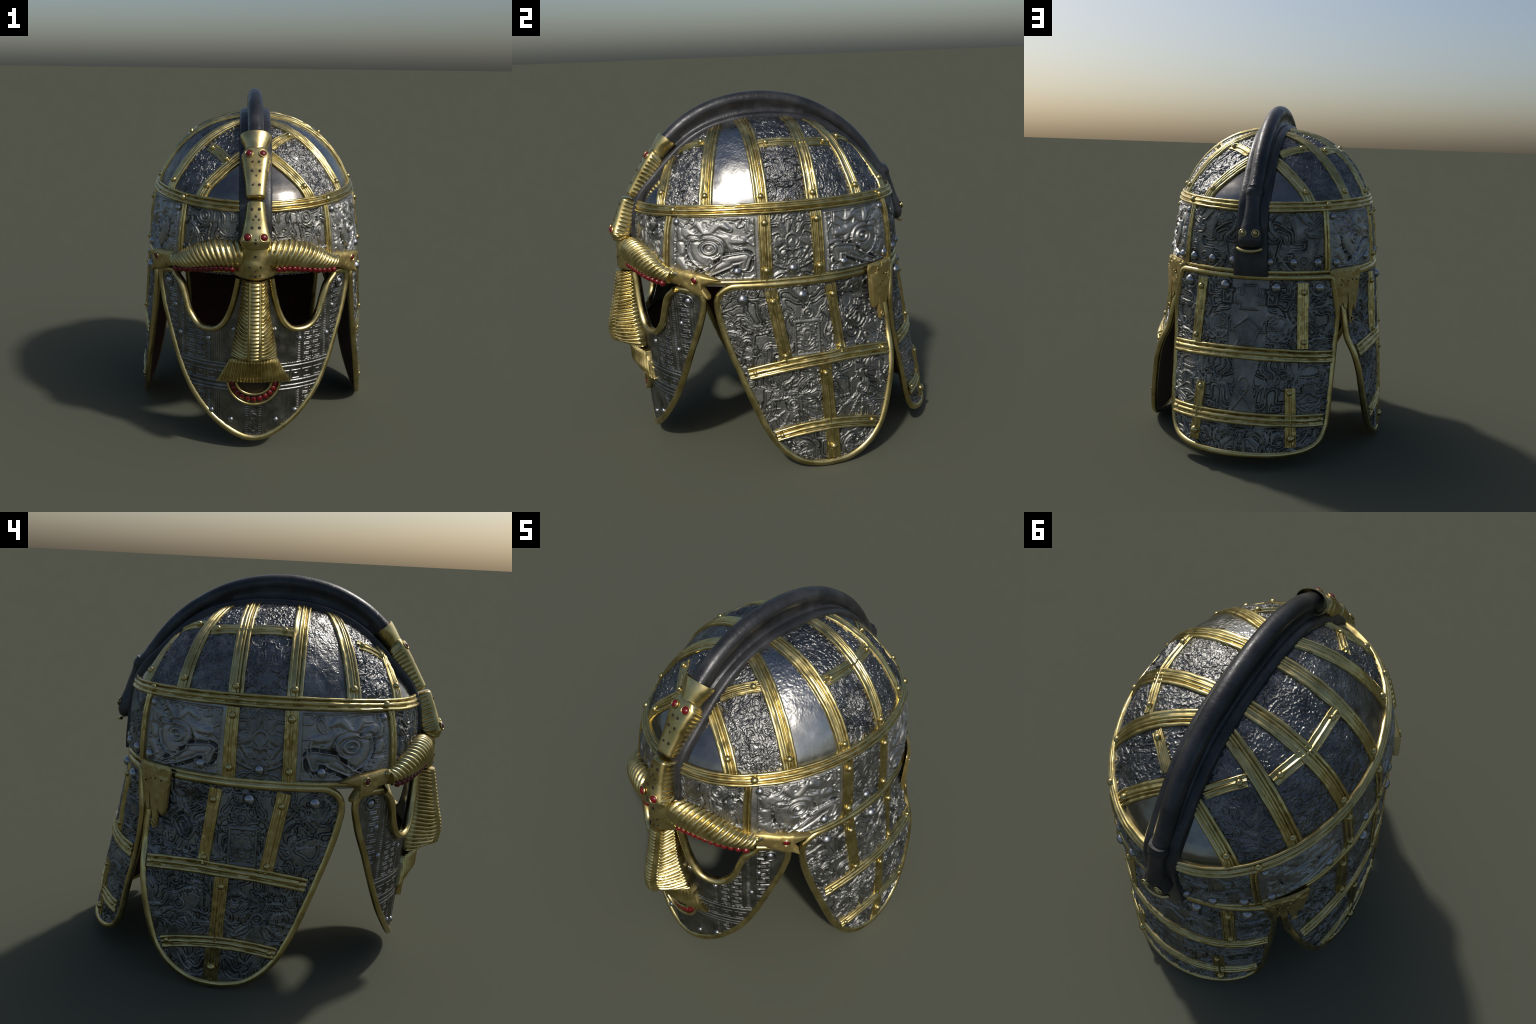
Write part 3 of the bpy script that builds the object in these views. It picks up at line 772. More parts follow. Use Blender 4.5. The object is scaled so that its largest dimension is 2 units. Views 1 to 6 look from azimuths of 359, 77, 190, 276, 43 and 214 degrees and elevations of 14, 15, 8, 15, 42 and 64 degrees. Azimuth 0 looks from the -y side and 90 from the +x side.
def build_mask():
    zl = np.r_[.070 + .14*np.linspace(0, 1, 60)**2, np.linspace(.2125, .726, 230)]
    me = mask_patch("face_mask", zl, -M_OUT(zl), M_OUT(zl), 400, None)
    mask = add_obj("face_mask", me, None, MASK_IRON)
    zu = np.r_[.726 + .05*np.linspace(0, 1, 30)**2, np.linspace(.7775, 1.030, 90)]
    add_obj("nose_bridge", mask_patch("nose_bridge", zu, -EYE_IN(zu), EYE_IN(zu), 120, None), mask, MASK_IRON)
    zo = np.r_[.726 + .05*np.linspace(0, 1, 30)**2, np.linspace(.7775, 1.005, 90)]
    for sd in (1, -1):
        a, b = EYE_OUT(zo)*sd, M_OUT(zo)*sd
        lo, hi = (a, b) if sd > 0 else (b, a)
        add_obj("mask_side", mask_patch("mask_side", zo, lo, hi, 90, None), mask, MASK_IRON)
    # lining behind the mask
    zi = np.linspace(.075, .70, 40); t = np.linspace(-.98, .98, 50)
    X = M_OUT(zi)[:, None]*t[None]; Z = np.repeat(zi[:, None], 50, 1)
    add_obj("mask_lining", solid_grid("mask_lining", mask_pt(X, Z, -MASK_TH - .001), mask_pt(X, Z, -MASK_TH - .006), 60, True), mask, LINING)
    # rolled gold rims
    zc = np.r_[.070 + .12*np.linspace(0, 1, 30)**2, np.linspace(.19, .975, 50)]
    right = np.c_[M_OUT(zc), zc]; right = np.vstack([right, [(.526, .992), (.508, 1.006), (.475, 1.011), (.432, 1.010)]])
    path = np.vstack([right[::-1]*[-1, 1], right[1:]]); path = resample(path, 240)
    tube("mask_rim", mask_pt(path[:, 0], path[:, 1], -.003), mask_normal(path[:, 0], path[:, 1]), .0185, .017, mask)
    za, zb = np.linspace(1.030, .727, 120), np.linspace(.727, 1.012, 120)
    for sd in (1, -1):
        eye = np.vstack([np.c_[EYE_IN(za), za], np.c_[EYE_OUT(zb), zb]]); eye = resample(eye, 110)
        for _ in range(5): eye[1:-1] = (eye[:-2] + 2*eye[1:-1] + eye[2:])/4
        tube("eye_rim", mask_pt(eye[:, 0]*sd, eye[:, 1], .012), mask_normal(eye[:, 0]*sd, eye[:, 1]), .0175, .024, mask)
        for x, z in ((.478, .950), (.440, .818), (.413, .660), (.252, .664), (.112, .732), (.127, .182), (.236, .228)):
            place("mask_stud", STUD, mask_pt(x*sd, z)[()], mask_normal(x*sd, z)[()], mask, 1.35 if z > .94 else 1.0)
        p = mask_pt(.478*sd, .950); n = mask_normal(.478*sd, .950); u = unit(np.cross(n, [0, 0, 1])); v = np.cross(n, u)
        ring = np.array([p + n*.004 + .031*(math.cos(q)*u + math.sin(q)*v) for q in np.linspace(0, 2*np.pi, 28, endpoint=False)])
        tube("stud_ring", ring, np.tile(n, (28, 1)), .006, .006, mask, MASK_IRON, closed=True, seg=8)
    return mask
MASK = build_mask()

# nose: ridged middle bar between two fluted flanks --------------------------------
def build_nose():
    z = np.linspace(1.030, .590, 220); m = 121; s = np.linspace(-1, 1, m)
    yc = spline([.585, .625, .687, .848, 1.046], [-.935, -.957, -.966, -.934, -.892])(z)         # ridge line
    w = spline([.585, .64, .75, .88, 1.03], [.128, .122, .100, .078, .062])(z)    # half width at the face
    back = spline([.585, .64, .83, 1.03], [-.792, -.797, -.816, -.808])(z)
    Z, S = np.meshgrid(z, s, indexing="ij"); a = np.abs(S); W = w[:, None]; YR = yc[:, None]; BK = back[:, None]
    inner = .036
    k = sstep(0, 1, 0)  # bar half width in s: 0..0.3, groove .3-.38, flank .38-1
    bar = a < .34
    x = np.where(bar, a/.34*inner, inner + (a - .34)/.66*(W - inner))
    fl = np.clip((a - .34)/.66, 0, 1)
    y = np.where(bar, YR + .012*(a/.34)**2, YR + .026 + (BK - YR - .026)*fl - .016*np.sin(np.pi*fl))
    # relief
    cross = np.abs(np.sin(np.pi*(1.025 - Z)/.0195))
    y = y - np.where(a < .20, .0055*cross, 0) - np.where((a > .22) & (a < .33), .004*np.sqrt(np.clip(1 - ((a - .275)/.05)**2, 0, 1)), 0)
    flute = 2*np.abs(np.sin(np.pi*(Z - .022*fl*sstep(.58, .85, Z) + .004*noise(Z*26, S*3, 0, 6))/.0200))**.8 - 1
    bulge = np.where(~bar, .0062*flute*np.clip(fl*8, 0, 1)*sstep(1.0, .93, fl), 0)
    P = np.stack([np.sign(S)*x, y, Z], -1)
    nrm = grid_normals(P); nrm = np.where((nrm[..., 1:2] > 0), -nrm, nrm)
    P = P + nrm*bulge[..., None]
    bot = sstep(.625, .585, Z); P[..., 1] += .05*bot*(1 - fl*.7)                  # rounded lower end
    B = P.copy(); B[..., 1] = -.765; B[..., 0] *= .90
    return add_obj("nose", solid_grid("nose", P, B, 45, flip=True), MASK, GOLD)
build_nose()

def build_moustache():
    n, m = 220, 50; s = np.linspace(-1, 1, n); t = np.linspace(0, 1, m)           # t 0 bottom .. 1 top
    S, T = np.meshgrid(s, t, indexing="ij"); a = np.abs(S)
    half = .205 - .075*T**.9 ; X = S*half
    zb = .440 - .022*a**3; zt = .582 - .02*a**2; Z = zb + (zt - zb)*T
    swell = np.clip(1 - a**1.6, 0, 1); round_t = sstep(0, .35, T)*sstep(1.12, .86, T)
    off = .018 + .060*swell*(.55 + .45*round_t)
    lean = S*.9*(1 - T)*.4
    off = off + .0048*np.sin(2*np.pi*(X*(.82 + .18*T))/.0152 + 1.4*noise(X*24, Z*10, 0, 3))*sstep(1.0, .9, a)
    P = mask_pt(X, Z, 0) + mask_normal(X, Z)*off[..., None]; B = mask_pt(X, Z, -.004)
    return add_obj("moustache", solid_grid("moustache", P, B, 50), MASK, GOLD)
build_moustache()

def build_mouth():
    q = np.linspace(math.pi + .02, 2*math.pi - .02, 70)
    def arc(rx, rz, off): 
        x, z = rx*np.cos(q), .432 + rz*np.sin(q); return mask_pt(x, z, off), mask_normal(x, z)
    P, n = arc(.138, .136, .014); lip = tube("lip_rim", P, n, .0085, .018, MASK, power=.7)
    P, n = arc(.094, .075, .014); tube("lip_rim", P, n, .0085, .018, MASK, power=.7)
    s = np.linspace(0, 1, 12); Q, S = np.meshgrid(q, s, indexing="ij")
    X, Z = (.094 + .044*S)*np.cos(Q), .432 + (.075 + .061*S)*np.sin(Q)
    add_obj("lip_bed", solid_grid("lip_bed", mask_pt(X, Z, .016), mask_pt(X, Z, -.004), 60), MASK, PIT)
    for a in np.linspace(math.pi + .16, 2*math.pi - .16, 11):
        x, z = .117*math.cos(a), .432 + .107*math.sin(a)
        place("garnet_bead", GEM, mask_pt(x, z, .016), mask_normal(x, z), MASK, (lambda q: (q, q, q*.65))(random.uniform(.0150, .0172)))
    r = np.linspace(0.02, 1, 10); Q, S = np.meshgrid(q, r, indexing="ij"); X, Z = .090*S*np.cos(Q), .432 + .072*S*np.sin(Q)
    add_obj("mouth_gap", solid_grid("mouth_gap", mask_pt(X, Z, .008), mask_pt(X, Z, -.004), 60), MASK, PIT)
build_mouth()

# eyebrows ------------------------------------------------------------------------
BROW = curve_pts([(.060, -.800, 1.148), (.130, -.794, 1.160), (.215, -.768, 1.156), (.310, -.722, 1.130), (.390, -.664, 1.098), (.440, -.620, 1.082)], 150)
BROW_V = spline([0, .12, .4, .7, .9, 1], [.064, .074, .073, .060, .044, .038])
BROW_O = spline([0, .12, .4, .7, .9, 1], [.054, .064, .066, .060, .048, .040])
def build_brow(sd):
    n = len(BROW); m = 44; t = np.linspace(0, 1, n); a = np.linspace(-1.9, 1.9, m)
    T = unit(np.gradient(BROW, axis=0)); out = unit(np.stack([BROW[:, 0], BROW[:, 1] - YC, 0*t], -1)); out = unit(out - (out*T).sum(1)[:, None]*T)
    up = unit(np.cross(T, out)); up = np.where(up[:, 2:3] < 0, -up, up)
    TT, AA = np.meshgrid(t, a, indexing="ij")
    ridge = np.abs(np.sin(np.pi*(17*TT - .95*AA)))**.8
    smooth = sstep(.035, .07, TT)*sstep(1.0, .97, TT)
    k = 1 + .17*(ridge - .6)*smooth
    P = BROW[:, None] + out[:, None]*(np.cos(AA)*BROW_O(TT)*k)[..., None] + up[:, None]*(np.sin(AA)*BROW_V(TT)*k)[..., None]
    B = BROW[:, None] + out[:, None]*(np.cos(AA)*BROW_O(TT)*.2 - .06)[..., None] + up[:, None]*(np.sin(AA)*BROW_V(TT)*.8)[..., None]
    P[..., 0] *= sd; B[..., 0] *= sd
    o = add_obj("eyebrow", solid_grid("eyebrow", P, B, 50, flip=(sd < 0)), MASK, GOLD)
    for tt in np.linspace(.12, .93, 12):
        i = int(tt*(n - 1)); p = BROW[i] - up[i]*float(BROW_V(tt))*1.0 + out[i]*.034; d = unit(out[i]*.8 - up[i]*.6)
        p = p*[sd, 1, 1]; d = d*[sd, 1, 1]
        place("garnet_bead", GEM, p, d, o, (random.uniform(.0165, .0190),)*3)
    base = np.array([BROW[i] - up[i]*float(BROW_V(i/(n-1)))*1.05 - out[i]*.004 for i in range(10, n - 10, 4)])*[sd, 1, 1]
    tube("garnet_bed", base, out[10:n-10:4]*[sd, 1, 1], .017, .012, o, GOLD)
build_brow(1); build_brow(-1)

def patch_between(name, us, lo, hi, n, pt, height, depth, parent, mat, flip=False):
    t = np.linspace(0, 1, n); U = np.repeat(us[:, None], n, 1); V = lo[:, None] + (hi - lo)[:, None]*t[None]
    TT = np.repeat(t[None], len(us), 0)
    return add_obj(name, solid_grid(name, pt(U, V, height(U, V, TT)), pt(U, V, depth + 0*U), 50, flip), parent, mat)

# plate between the eyebrows
def build_glabella():
    z = np.linspace(1.030, 1.222, 60); hw = spline([1.030, 1.037, 1.052, 1.08, 1.13, 1.18, 1.222], [.035, .075, .108, .106, .096, .090, .082])(z)
    t = np.linspace(-1, 1, 70); X = hw[:, None]*t[None]; Z = np.repeat(z[:, None], 70, 1)
    Y = -.882 - .004*np.cos((Z - 1.1)*14) + .075*np.abs(t[None])**2.4 + .02*sstep(1.05, 1.028, Z) + .0022*noise(X*26, Z*26, 0, 4)
    P = np.stack([X, Y, Z], -1); B = P.copy(); B[..., 1] = -.735
    g = add_obj("brow_plate_centre", solid_grid("brow_boss", P, B, 50, flip=True), MASK, GOLD); g.name = "brow_boss"
    for x, zz, r in ((0, 1.168, .007), (0, 1.090, .007), (0, 1.062, .008), (-.030, 1.112, .006), (.028, 1.112, .006), (-.024, 1.066, .005), (.026, 1.066, .005)):
        place("punched_pit", PITM, (x, -.8865 - .004*math.cos((zz - 1.1)*14) + .004, zz), (0, -1, 0), g, r)
build_glabella()

# beast heads that end the eyebrows, beak gripping the brim
def build_beast(sd):
    def pt(U, V, off):
        r = .717 + .0*U + off; a = np.radians(U)
        return np.stack([sd*r*np.sin(a), YC - r*np.cos(a), V], -1)
    us = np.linspace(31, 50.5, 60); lo = spline([31, 34, 38, 43, 47, 50.5], [1.062, 1.048, 1.040, 1.022, 1.000, .996])(us); hi = spline([31, 34, 38, 43, 47, 50.5], [1.110, 1.122, 1.128, 1.122, 1.116, 1.112])(us)
    hgt = lambda U, V, T: .012 + (.030 - .0006*(U - 31))*np.sqrt(np.clip(1 - (2*T - 1)**4, 0, 1)) + .0016*noise(U*.6, V*40, 0, 8)
    head = patch_between("beast_head", us, lo, hi, 40, pt, hgt, -.015, MASK, GOLD_PLATE, flip=(sd > 0))
    u2 = np.linspace(50.2, 57.5, 24); f = (u2 - 50.2)/7.3
    patch_between("beast_beak", u2, 1.052 + .030*f, 1.112 - .026*f, 16, pt, lambda U, V, T: .008 + (.022 - .014*(U - 50.2)/7.3)*np.sqrt(np.clip(1 - (2*T - 1)**4, 0, 1)) - .0016*(U - 50.2), -.020, head, GOLD_PLATE, flip=(sd > 0))
    u3 = np.linspace(50.2, 53.0, 16); f = (u3 - 50.2)/2.8
    patch_between("beast_jaw", u3, .996 - .016*f, 1.046 - .048*f, 12, pt, lambda U, V, T: .008 + .018*np.sqrt(np.clip(1 - (2*T - 1)**4, 0, 1)), -.015, head, GOLD_PLATE, flip=(sd > 0))
    def on(u, z, o): return pt(np.array(u), np.array(z), o), unit(np.array([sd*math.sin(math.radians(u)), -math.cos(math.radians(u)), 0]))
    p, n = on(47.6, 1.080, .028); place("garnet_bead", GEM, p, n, head, .0165)
    u = unit(np.cross(n, [0, 0, 1])); v = np.cross(n, u)
    ring = np.array([p + n*.005 + .0185*(math.cos(q)*u + math.sin(q)*v) for q in np.linspace(0, 2*np.pi, 24, endpoint=False)])
    tube("gem_setting", ring, np.tile(n, (24, 1)), .0035, .005, head, closed=True, seg=8)
    p, n = on(36.8, 1.103, .041); place("gold_rivet", RIV_G[1], p, n, head, .85)
    ring = np.array([p + n*.002 + .017*(math.cos(q)*u + math.sin(q)*v) for q in np.linspace(0, 2*np.pi, 24, endpoint=False)])
    tube("rivet_ring", ring, np.tile(n, (24, 1)), .003, .004, head, closed=True, seg=8)
    for uu, zz in ((40.5, 1.098), (42.8, 1.094), (38.5, 1.062), (44, 1.052), (41, 1.048), (47.5, 1.030)):
        p, n = on(uu, zz, .0392 - .0006*(uu - 31)); place("punched_pit", PITM, p, n, head, .006)
build_beast(1); build_beast(-1)

# ================================================================== CHEEK GUARDS
CX = spline([0, .25, .5, .8, 1.06], [.706, .700, .686, .660, .631]); CYC = spline([0, .5, 1.06], [.14, .12, 0.0])
C_FRONT = spline([0, .5, 1.06], [.93, .95, .88]); C_REAR = spline([0, .45, .70, 1.06], [.92, .90, .780, .79])   # bow ahead of and behind the middle
def cheek_x(y, z):
    d = y - CYC(z); dent = .026*sstep(.17, .27, y)*sstep(.58, .70, z)*sstep(1.01, .92, z)*(1 - .5*sstep(.46, .57, y))
    return CX(z)*np.sqrt(np.clip(1 - (d/np.where(d < 0, C_FRONT(z), C_REAR(z)))**2, .02, 1)) - dent
def cheek_pt(sd):
    def f(y, z, off=0.0):
        y, z = np.broadcast_arrays(np.asarray(y, float), np.asarray(z, float))
        X = cheek_x(y, z); P = np.stack([X, y, z], -1)
        if np.any(off):
            e = 1e-3; g = cheek_x
            n = unit(np.stack([np.ones_like(X), -(g(y+e, z) - g(y-e, z))/(2*e), -(g(y, z+e) - g(y, z-e))/(2*e)], -1))
            P = P + n*np.broadcast_to(np.asarray(off, float), X.shape)[..., None]
        return P*[sd, 1, 1]
    def nrm(y, z):
        return unit(f(y, z, np.full(np.shape(np.asarray(y, float)), .01)) - f(y, z))
    return f, nrm
C_F = spline([.0195, .027, .040, .066, .14, .25, .40, .56, .72, .86, .945, .995, 1.022, 1.036], [.13, .07, .015, -.036, -.118, -.186, -.248, -.306, -.360, -.396, -.408, -.394, -.365, -.335])
C_R = spline([.0195, .027, .045, .075, .13, .22, .37, .447, .53, .60, .70, .80, .90, 1.036], [.15, .240, .300, .358, .422, .478, .521, .536, .547, .552, .554, .546, .532, .490])

def cheek_relief(y, z, sd):
    """Every field between the straps has its own chased pattern."""
    h = np.zeros(y.shape); up = z > .60; lowr = (z <= .60) & (z > .225)
    l1 = -.125 + (.96 - z)*.17; l2 = .198 + (.96 - z)*.10
    fields = [(up & (y < l1), -.24, 41), (up & (y >= l1) & (y < l2), .05, 42), (up & (y >= l2), .36, 43), (lowr & (y < .14), -.02, 44), (lowr & (y >= .14), .32, 45), ((z <= .225), .15, 46)]
    for m, c, seed in fields:
        if not m.any(): continue
        s2 = seed + (7 if sd < 0 else 0)
        u = y[m] - c; v = z[m]
        mirror = seed in (42, 46)
        hh = interlace((np.abs(u) if mirror else u) + seed*.3, v, 19 if seed < 44 else 15.5, s2, 2.3, 1.1)
        if seed == 43:
            wx = .020*noise(u*22, v*22, 0, s2 + 5); wy = .020*noise(u*22, v*22, 3, s2 + 6); r = np.hypot(u + .01 + wx, v - .79 + wy); hh = np.where(r < .062, .9*coil(u + .01 + wx, v - .79 + wy, .024, turn=sd), hh)
        if seed == 42:
            r = np.maximum(np.abs(u)/.075, np.abs(v - .74)/.105); hh = np.where(r < 1.0, np.maximum(.8*sstep(.12, .03, np.abs(r - .86)), .7*interlace(np.abs(u), v, 30, s2+3, 1.6)*(r < .75)), hh)
            r = np.hypot(u - .01, v - .875); hh = np.where(r < .036, .2 + .7*rings(r, (.026, .010)), hh)
        if seed in (44, 45):
            cy, cz = (c - .02, .38) if seed == 44 else (c + .03, .42)
            d = np.hypot(y[m] - cy, v - cz); hh = np.where(d < .034, .15 + .75*rings(d, (.025, .008)), hh)
            ray = np.abs(np.sin(7*np.arctan2(v - cz, y[m] - cy))); hh = np.where((d > .06) & (v < cz - .02), .60*sstep(.80, .97, ray)*sstep(.20, .12, d) + .55*hh, hh)
        h[m] = hh
    return h

def build_cheek(sd):
    pt, nrm = cheek_pt(sd)
    z = np.r_[.0195 + .05*np.linspace(0, 1, 50)**2, np.linspace(.0718, 1.036, 320)]
    lo, hi = C_F(z), C_R(z); n = 310; t = np.linspace(0, 1, n)
    Y = lo[:, None] + (hi - lo)[:, None]*t[None]; Z = np.repeat(z[:, None], n, 1)
    HR = cheek_relief(Y, Z, sd); P = pt(Y, Z, .0072*HR - .002); B = pt(Y, Z, np.full(Y.shape, -.014))
    g = add_obj("cheek_guard", solid_grid("cheek_guard", P, B, 60, flip=(sd < 0)), None, IRON); recess(g.data, face_low(HR, -.13))
    s = slice(None, None, 6)
    add_obj("guard_lining", solid_grid("guard_lining", pt(Y[s, s], Z[s, s], np.full(Y[s, s].shape, -.0145)), pt(Y[s, s], Z[s, s], np.full(Y[s, s].shape, -.019)), 60, flip=(sd < 0)), g, LINING)
    zz = np.r_[.0195 + .05*np.linspace(0, 1, 40)**2, np.linspace(.075, 1.036, 160)]
    top = np.linspace(C_R(1.036) - .01, C_F(1.036) + .01, 60)
    path = np.vstack([np.c_[C_F(zz[::-1]), zz[::-1]], np.c_[C_R(zz), zz], np.c_[top, np.full(60, 1.036 + .004)]])
    path = resample(path, 260, True)
    for _ in range(4): path = (np.roll(path, 1, 0) + 2*path + np.roll(path, -1, 0))/4
    tube("guard_rim", pt(path[:, 0], path[:, 1], np.full(260, -.003)), nrm(path[:, 0], path[:, 1]), .0195, .0185, g, closed=True)
    def line(name, p, q, hw, kind, bow=0.0, m=70, base=.007, lift=0.0):
        s = np.linspace(0, 1, m); y = p[0] + (q[0] - p[0])*s; zq = p[1] + (q[1] - p[1])*s + bow*4*s*(1 - s)
        return strap(name, pt(y, zq), nrm(y, zq), hw, kind, g, base, lift)
    line("guard_strap", (-.134, 1.015), (-.068, .618), .034, "rod")
    line("guard_strap", (.190, 1.012), (.236, .635), .033, "rod")
    line("guard_band", (-.262, .560), (.522, .598), .036, "band", .042, 120, .008)
    line("guard_strap", (.138, .590), (.158, .250), .035, "rod")
    line("guard_band", (-.135, .202), (.428, .205), .034, "band", .044, 110, .008)
    line("guard_strap", (.165, .225), (.175, .045), .038, "rod", base=.006)
    for y, zq, k in ((-.125, .952, 1), (-.072, .655, .9), (.198, .958, 1), (.228, .668, .9), (-.232, .567, .75), (.492, .606, .75), (.468, .608, .6), (.138, .540, .9), (-.108, .208, .75), (.402, .222, .75), (.171, .115, 1.2)):
        p, nn = pt(y, zq), nrm(y, zq); gold_rivet(p, nn, g, .011, k)
    for y, zq in ((-.278, .970), (.028, .975)):
        p, nn = pt(y, zq), nrm(y, zq); iron_rivet(p, nn, g, .006, 1.15)
    return g
CHEEKS = {sd: build_cheek(sd) for sd in (1, -1)}

# ================================================================== NECK GUARD
NC = spline([.05, .1, .35, .62, 1.04], [.39, .383, .318, .250, .045]); NY = spline([.05, .1, .35, .62, 1.04], [.955, .944, .896, .838, .748])
def neck_pt(x, z, off=0.0):
    x, z = np.broadcast_arrays(np.asarray(x, float), np.asarray(z, float)); c = NC(z); R = NY(z) - c
    q = np.arcsin(np.clip(x/R, -.985, .985)); y = c + R*np.cos(q); P = np.stack([R*np.sin(q), y, z], -1)
    return P + neck_nrm(x, z)*np.broadcast_to(np.asarray(off, float), x.shape)[..., None]
def neck_nrm(x, z):
    x, z = np.broadcast_arrays(np.asarray(x, float), np.asarray(z, float)); c = NC(z); R = NY(z) - c
    q = np.arcsin(np.clip(x/R, -.985, .985)); return unit(np.stack([np.sin(q), np.cos(q), np.full(x.shape, .20)], -1))
N_W = spline([.086, .090, .102, .126, .170, .25, .45, .62, .80, 1.030], [.26, .315, .372, .408, .431, .446, .455, .461, .469, .435])

def neck_relief(x, z):
    ax = np.abs(x); h = interlace(ax + 1.3, z, 18, 61, 2.3, 1.1)
    mid = sstep(.09, .05, ax)
    up = z > .60; lowr = (z <= .60) & (z > .245)
    # plain middle field with stepped shapes
    edge_line = lambda d: .95*sstep(.0058, .003, np.abs(d)) - .5*sstep(.005, .001, np.abs(np.abs(d) - .0095)) + .25*sstep(.004, -.004, d)
    steps = d_poly(ax, z, [(-.1, .985), (.040, .985), (.040, .935), (.058, .935), (.058, .965), (.086, .965), (.086, .885), (.050, .885), (.050, .855), (-.1, .855)])
    roof = d_poly(ax, z, [(-.1, .85), (.0, .815), (.075, .755), (.085, .790), (.105, .790), (.105, .735), (.060, .735), (.045, .690), (.060, .655), (-.1, .63)])
    key = d_poly(ax, z, [(.095, .955), (.150, .955), (.150, .885), (.105, .885), (.105, .93), (.13, .93), (.13, .905)])
    fig = np.maximum(edge_line(steps), edge_line(roof))
    h = np.where(up & (ax < .105), fig, h); h = np.where(up & (np.abs(key) < .014) & (z > .87), edge_line(key), h)
    r = np.hypot((ax - .165)/.8, z - .755); h = np.where(up & (r < .075), np.maximum(.9*sstep(.006, .003, np.abs(r - .066)), .8*interlace(ax, z, 30, 77, 1.6)), h)
    # lower middle: drop and crossing lines
    d = np.hypot(ax/.8, z - .455); drop = .8*sstep(.008, .003, np.abs(np.hypot(ax/.75, (z - .46)) - .035))
    xl = .8*sstep(.008, .003, np.abs(ax - np.abs(z - .395)*.75))*(z < .43)
    h = np.where(lowr & (ax < .05 + .2*np.abs(z - .45)), np.maximum(drop, xl), h)
    r = np.hypot((ax - .345)/.62, z - .43); h = np.where(lowr & (r < .14), np.maximum(.9*sstep(.007, .003, np.abs(r - .125)), .9*interlace(np.abs(ax - .345), z, 24, 88, 2.0)), h)
    return h
def build_neck():
    z = np.r_[.086 + .05*np.linspace(0, 1, 30)**2, np.linspace(.1385, 1.030, 310)]; w = N_W(z); n = 330; t = np.linspace(-1, 1, n)
    X = w[:, None]*t[None]; Z = np.repeat(z[:, None], n, 1)
    HR = neck_relief(X, Z)
    g = add_obj("neck_guard", solid_grid("neck_guard", neck_pt(X, Z, .0072*HR - .002), neck_pt(X, Z, -.014), 60), None, IRON); recess(g.data, face_low(HR, -.13))
    s = slice(None, None, 6)
    add_obj("guard_lining", solid_grid("guard_lining", neck_pt(X[s, s], Z[s, s], -.0145), neck_pt(X[s, s], Z[s, s], -.019), 60), g, LINING)
    zz = np.r_[.086 + .05*np.linspace(0, 1, 30)**2, np.linspace(.135, 1.030, 140)]
    b = np.linspace(-.25, .25, 60); path = np.vstack([np.c_[-N_W(zz[::-1]), zz[::-1]], np.c_[b, np.full(60, .085)], np.c_[N_W(zz), zz], np.c_[-b*1.68, np.full(60, 1.032)]])
    path = resample(path, 280, True)
    for _ in range(3): path = (np.roll(path, 1, 0) + 2*path + np.roll(path, -1, 0))/4
    tube("guard_rim", neck_pt(path[:, 0], path[:, 1], -.003), neck_nrm(path[:, 0], path[:, 1]), .0185, .0180, g, closed=True)
    def line(name, p, q, hw, kind, bow=0., m=80, base=.007, lift=0.):
        s = np.linspace(0, 1, m); x = p[0] + (q[0] - p[0])*s; zq = p[1] + (q[1] - p[1])*s + bow*4*s*(1 - s)
        return strap(name, neck_pt(x, zq), neck_nrm(x, zq), hw, kind, g, base, lift)
    line("guard_band", (-.448, .585), (.448, .590), .037, "band", .036, 140, .008)
    line("guard_band", (-.420, .245), (.425, .248), .036, "band", .030, 140, .008)
    for sd in (1, -1):
        line("guard_strap", (.282*sd, 1.005), (.300*sd, .645), .033, "rod")
        line("guard_strap", (.248*sd, .438), (.262*sd, .235), .031, "rod", lift=.003)
        line("guard_strap", (.262*sd, .235), (.270*sd, .120), .033, "rod", base=.006)
        for x, zq, k in ((.288, .952, 1), (.302, .680, .9), (.246, .412, .85), (.266, .168, 1.25), (.430, .593, .7), (.400, .254, .7)):
            gold_rivet(neck_pt(x*sd, zq), neck_nrm(x*sd, zq), g, .011, k)
        for x, zq in ((.368, .976), (.142, .978)):
            iron_rivet(neck_pt(x*sd, zq), neck_nrm(x*sd, zq), g, .006, 1.15)
    return g
NECK = build_neck()

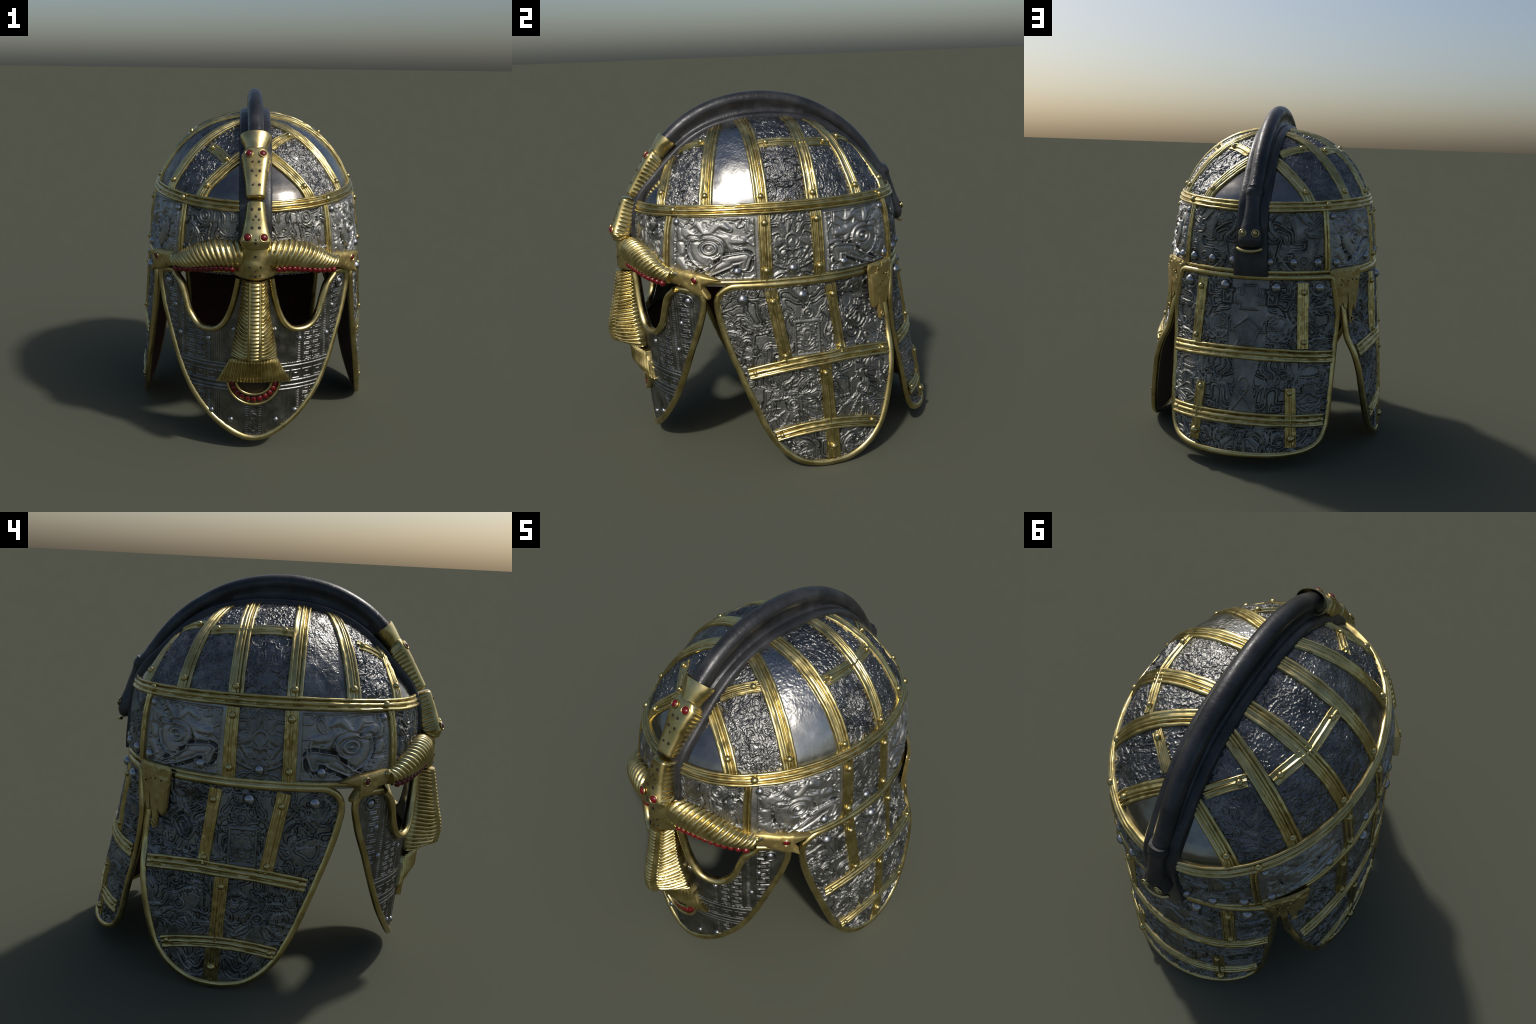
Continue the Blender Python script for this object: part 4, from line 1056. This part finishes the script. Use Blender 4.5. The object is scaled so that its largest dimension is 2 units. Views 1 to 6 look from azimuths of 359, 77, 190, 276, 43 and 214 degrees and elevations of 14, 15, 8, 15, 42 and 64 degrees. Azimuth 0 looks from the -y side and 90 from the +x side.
# ================================================================== HINGE PLATES
def build_hinge(sd):
    """Gold plate that spans cheek and neck guard; its lower edge is torn into fingers. S runs front to rear."""
    nrm = unit(np.array([.757*sd, .653, 0.0]))
    def pt(S, V, off):
        k = np.clip((1.08 - V)/.25, -.1, 1.5)[..., None]
        f = np.array([.582, .421]) + k*np.array([-.025, .026]); r = np.array([.417, .610]) + k*np.array([.048, -.034])
        xy = f + (r - f)*S[..., None]; bul = .016*np.clip(1 - (2*S - 1)**2, -.5, 1) + off + .003*np.clip((1.06 - V)/.15, 0, 1)
        P = np.concatenate([xy, V[..., None]], -1) + np.stack([.757*bul, .653*bul, 0*bul], -1)
        return P*[sd, 1, 1]
    n, m = 150, 60; S1 = np.linspace(0, 1, n)
    low = spline([0, .03, .10, .15, .20, .235, .26, .49, .515, .535, .555, .58, .62, .70, .735, .755, .79, .86, .93, .98, 1],
                 [.880, .846, .826, .830, .842, .852, .838, .836, .855, .925, .925, .850, .834, .832, .850, .872, .866, .853, .853, .868, .900])(S1)
    top = spline([0, .04, .12, .5, .9, .97, 1], [1.050, 1.074, 1.083, 1.080, 1.074, 1.066, 1.045])(S1)
    S, T = np.meshgrid(S1, np.linspace(0, 1, m), indexing="ij"); V = low[:, None] + (top - low)[:, None]*T
    edge = np.minimum(np.minimum(S, 1 - S)*.22, np.minimum(V - low[:, None], top[:, None] - V))
    off = .008*sstep(0, .014, edge) + .0020*noise(S*7, V*34, 0, 9) - .004*sstep(.02, .0, np.abs(S - .255 - .04*(V - .84)))*sstep(.90, .87, V)
    off = off - .006*sstep(.40, .62, noise(S*9 + 2.3, V*30, 1, 31))*sstep(.95, .99, V)
    g = add_obj("hinge_plate", solid_grid("hinge_plate", pt(S, V, off), pt(S, V, 0*S - .012), 50, flip=(sd > 0)), None, GOLD_PLATE)
    z2 = np.linspace(.755, .850, 30); f0 = spline([.755, .764, .79, .850], [.320, .285, .275, .270])(z2); f1 = spline([.755, .764, .79, .850], [.445, .485, .470, .490])(z2)
    patch_between("hinge_finger", z2, f0, f1, 24, lambda A, B_, o: pt(B_, A, o), lambda U, V_, T_: .002 + .006*np.sqrt(np.clip(1 - (2*T_ - 1)**4, 0, 1)), -.010, g, GOLD_PLATE, flip=(sd < 0))
    p = pt(np.array(.378), np.array(.785), np.array(.010)); u = unit(np.cross(nrm, [0, 0, 1])); v = np.cross(nrm, u)
    ring = np.array([p + .013*(math.cos(q)*u + math.sin(q)*v) for q in np.linspace(0, 2*np.pi, 24, endpoint=False)])
    tube("eyelet", ring, np.tile(nrm, (24, 1)), .0050, .0045, g, GOLD_PLATE, closed=True, seg=10)
    place("punched_pit", PITM, p - nrm*.003, nrm, g, .009)
    rng = np.random.RandomState(5 if sd > 0 else 6)
    for k in range(10):
        ss, zz = rng.uniform(.1, .9), rng.uniform(.93, 1.06)
        q = pt(np.array(ss), np.array(zz), np.array(.0078)); nn = unit(nrm + np.array([-(ss - .5)*.3*sd*.65, (ss - .5)*.3*.75, 0]))
        place("hinge_stud" if k % 2 else "punched_pit", RIV_G[k % 3] if k % 2 else PITM, q, nn, g, .28 if k % 2 else .0055)
for sd in (1, -1): build_hinge(sd)
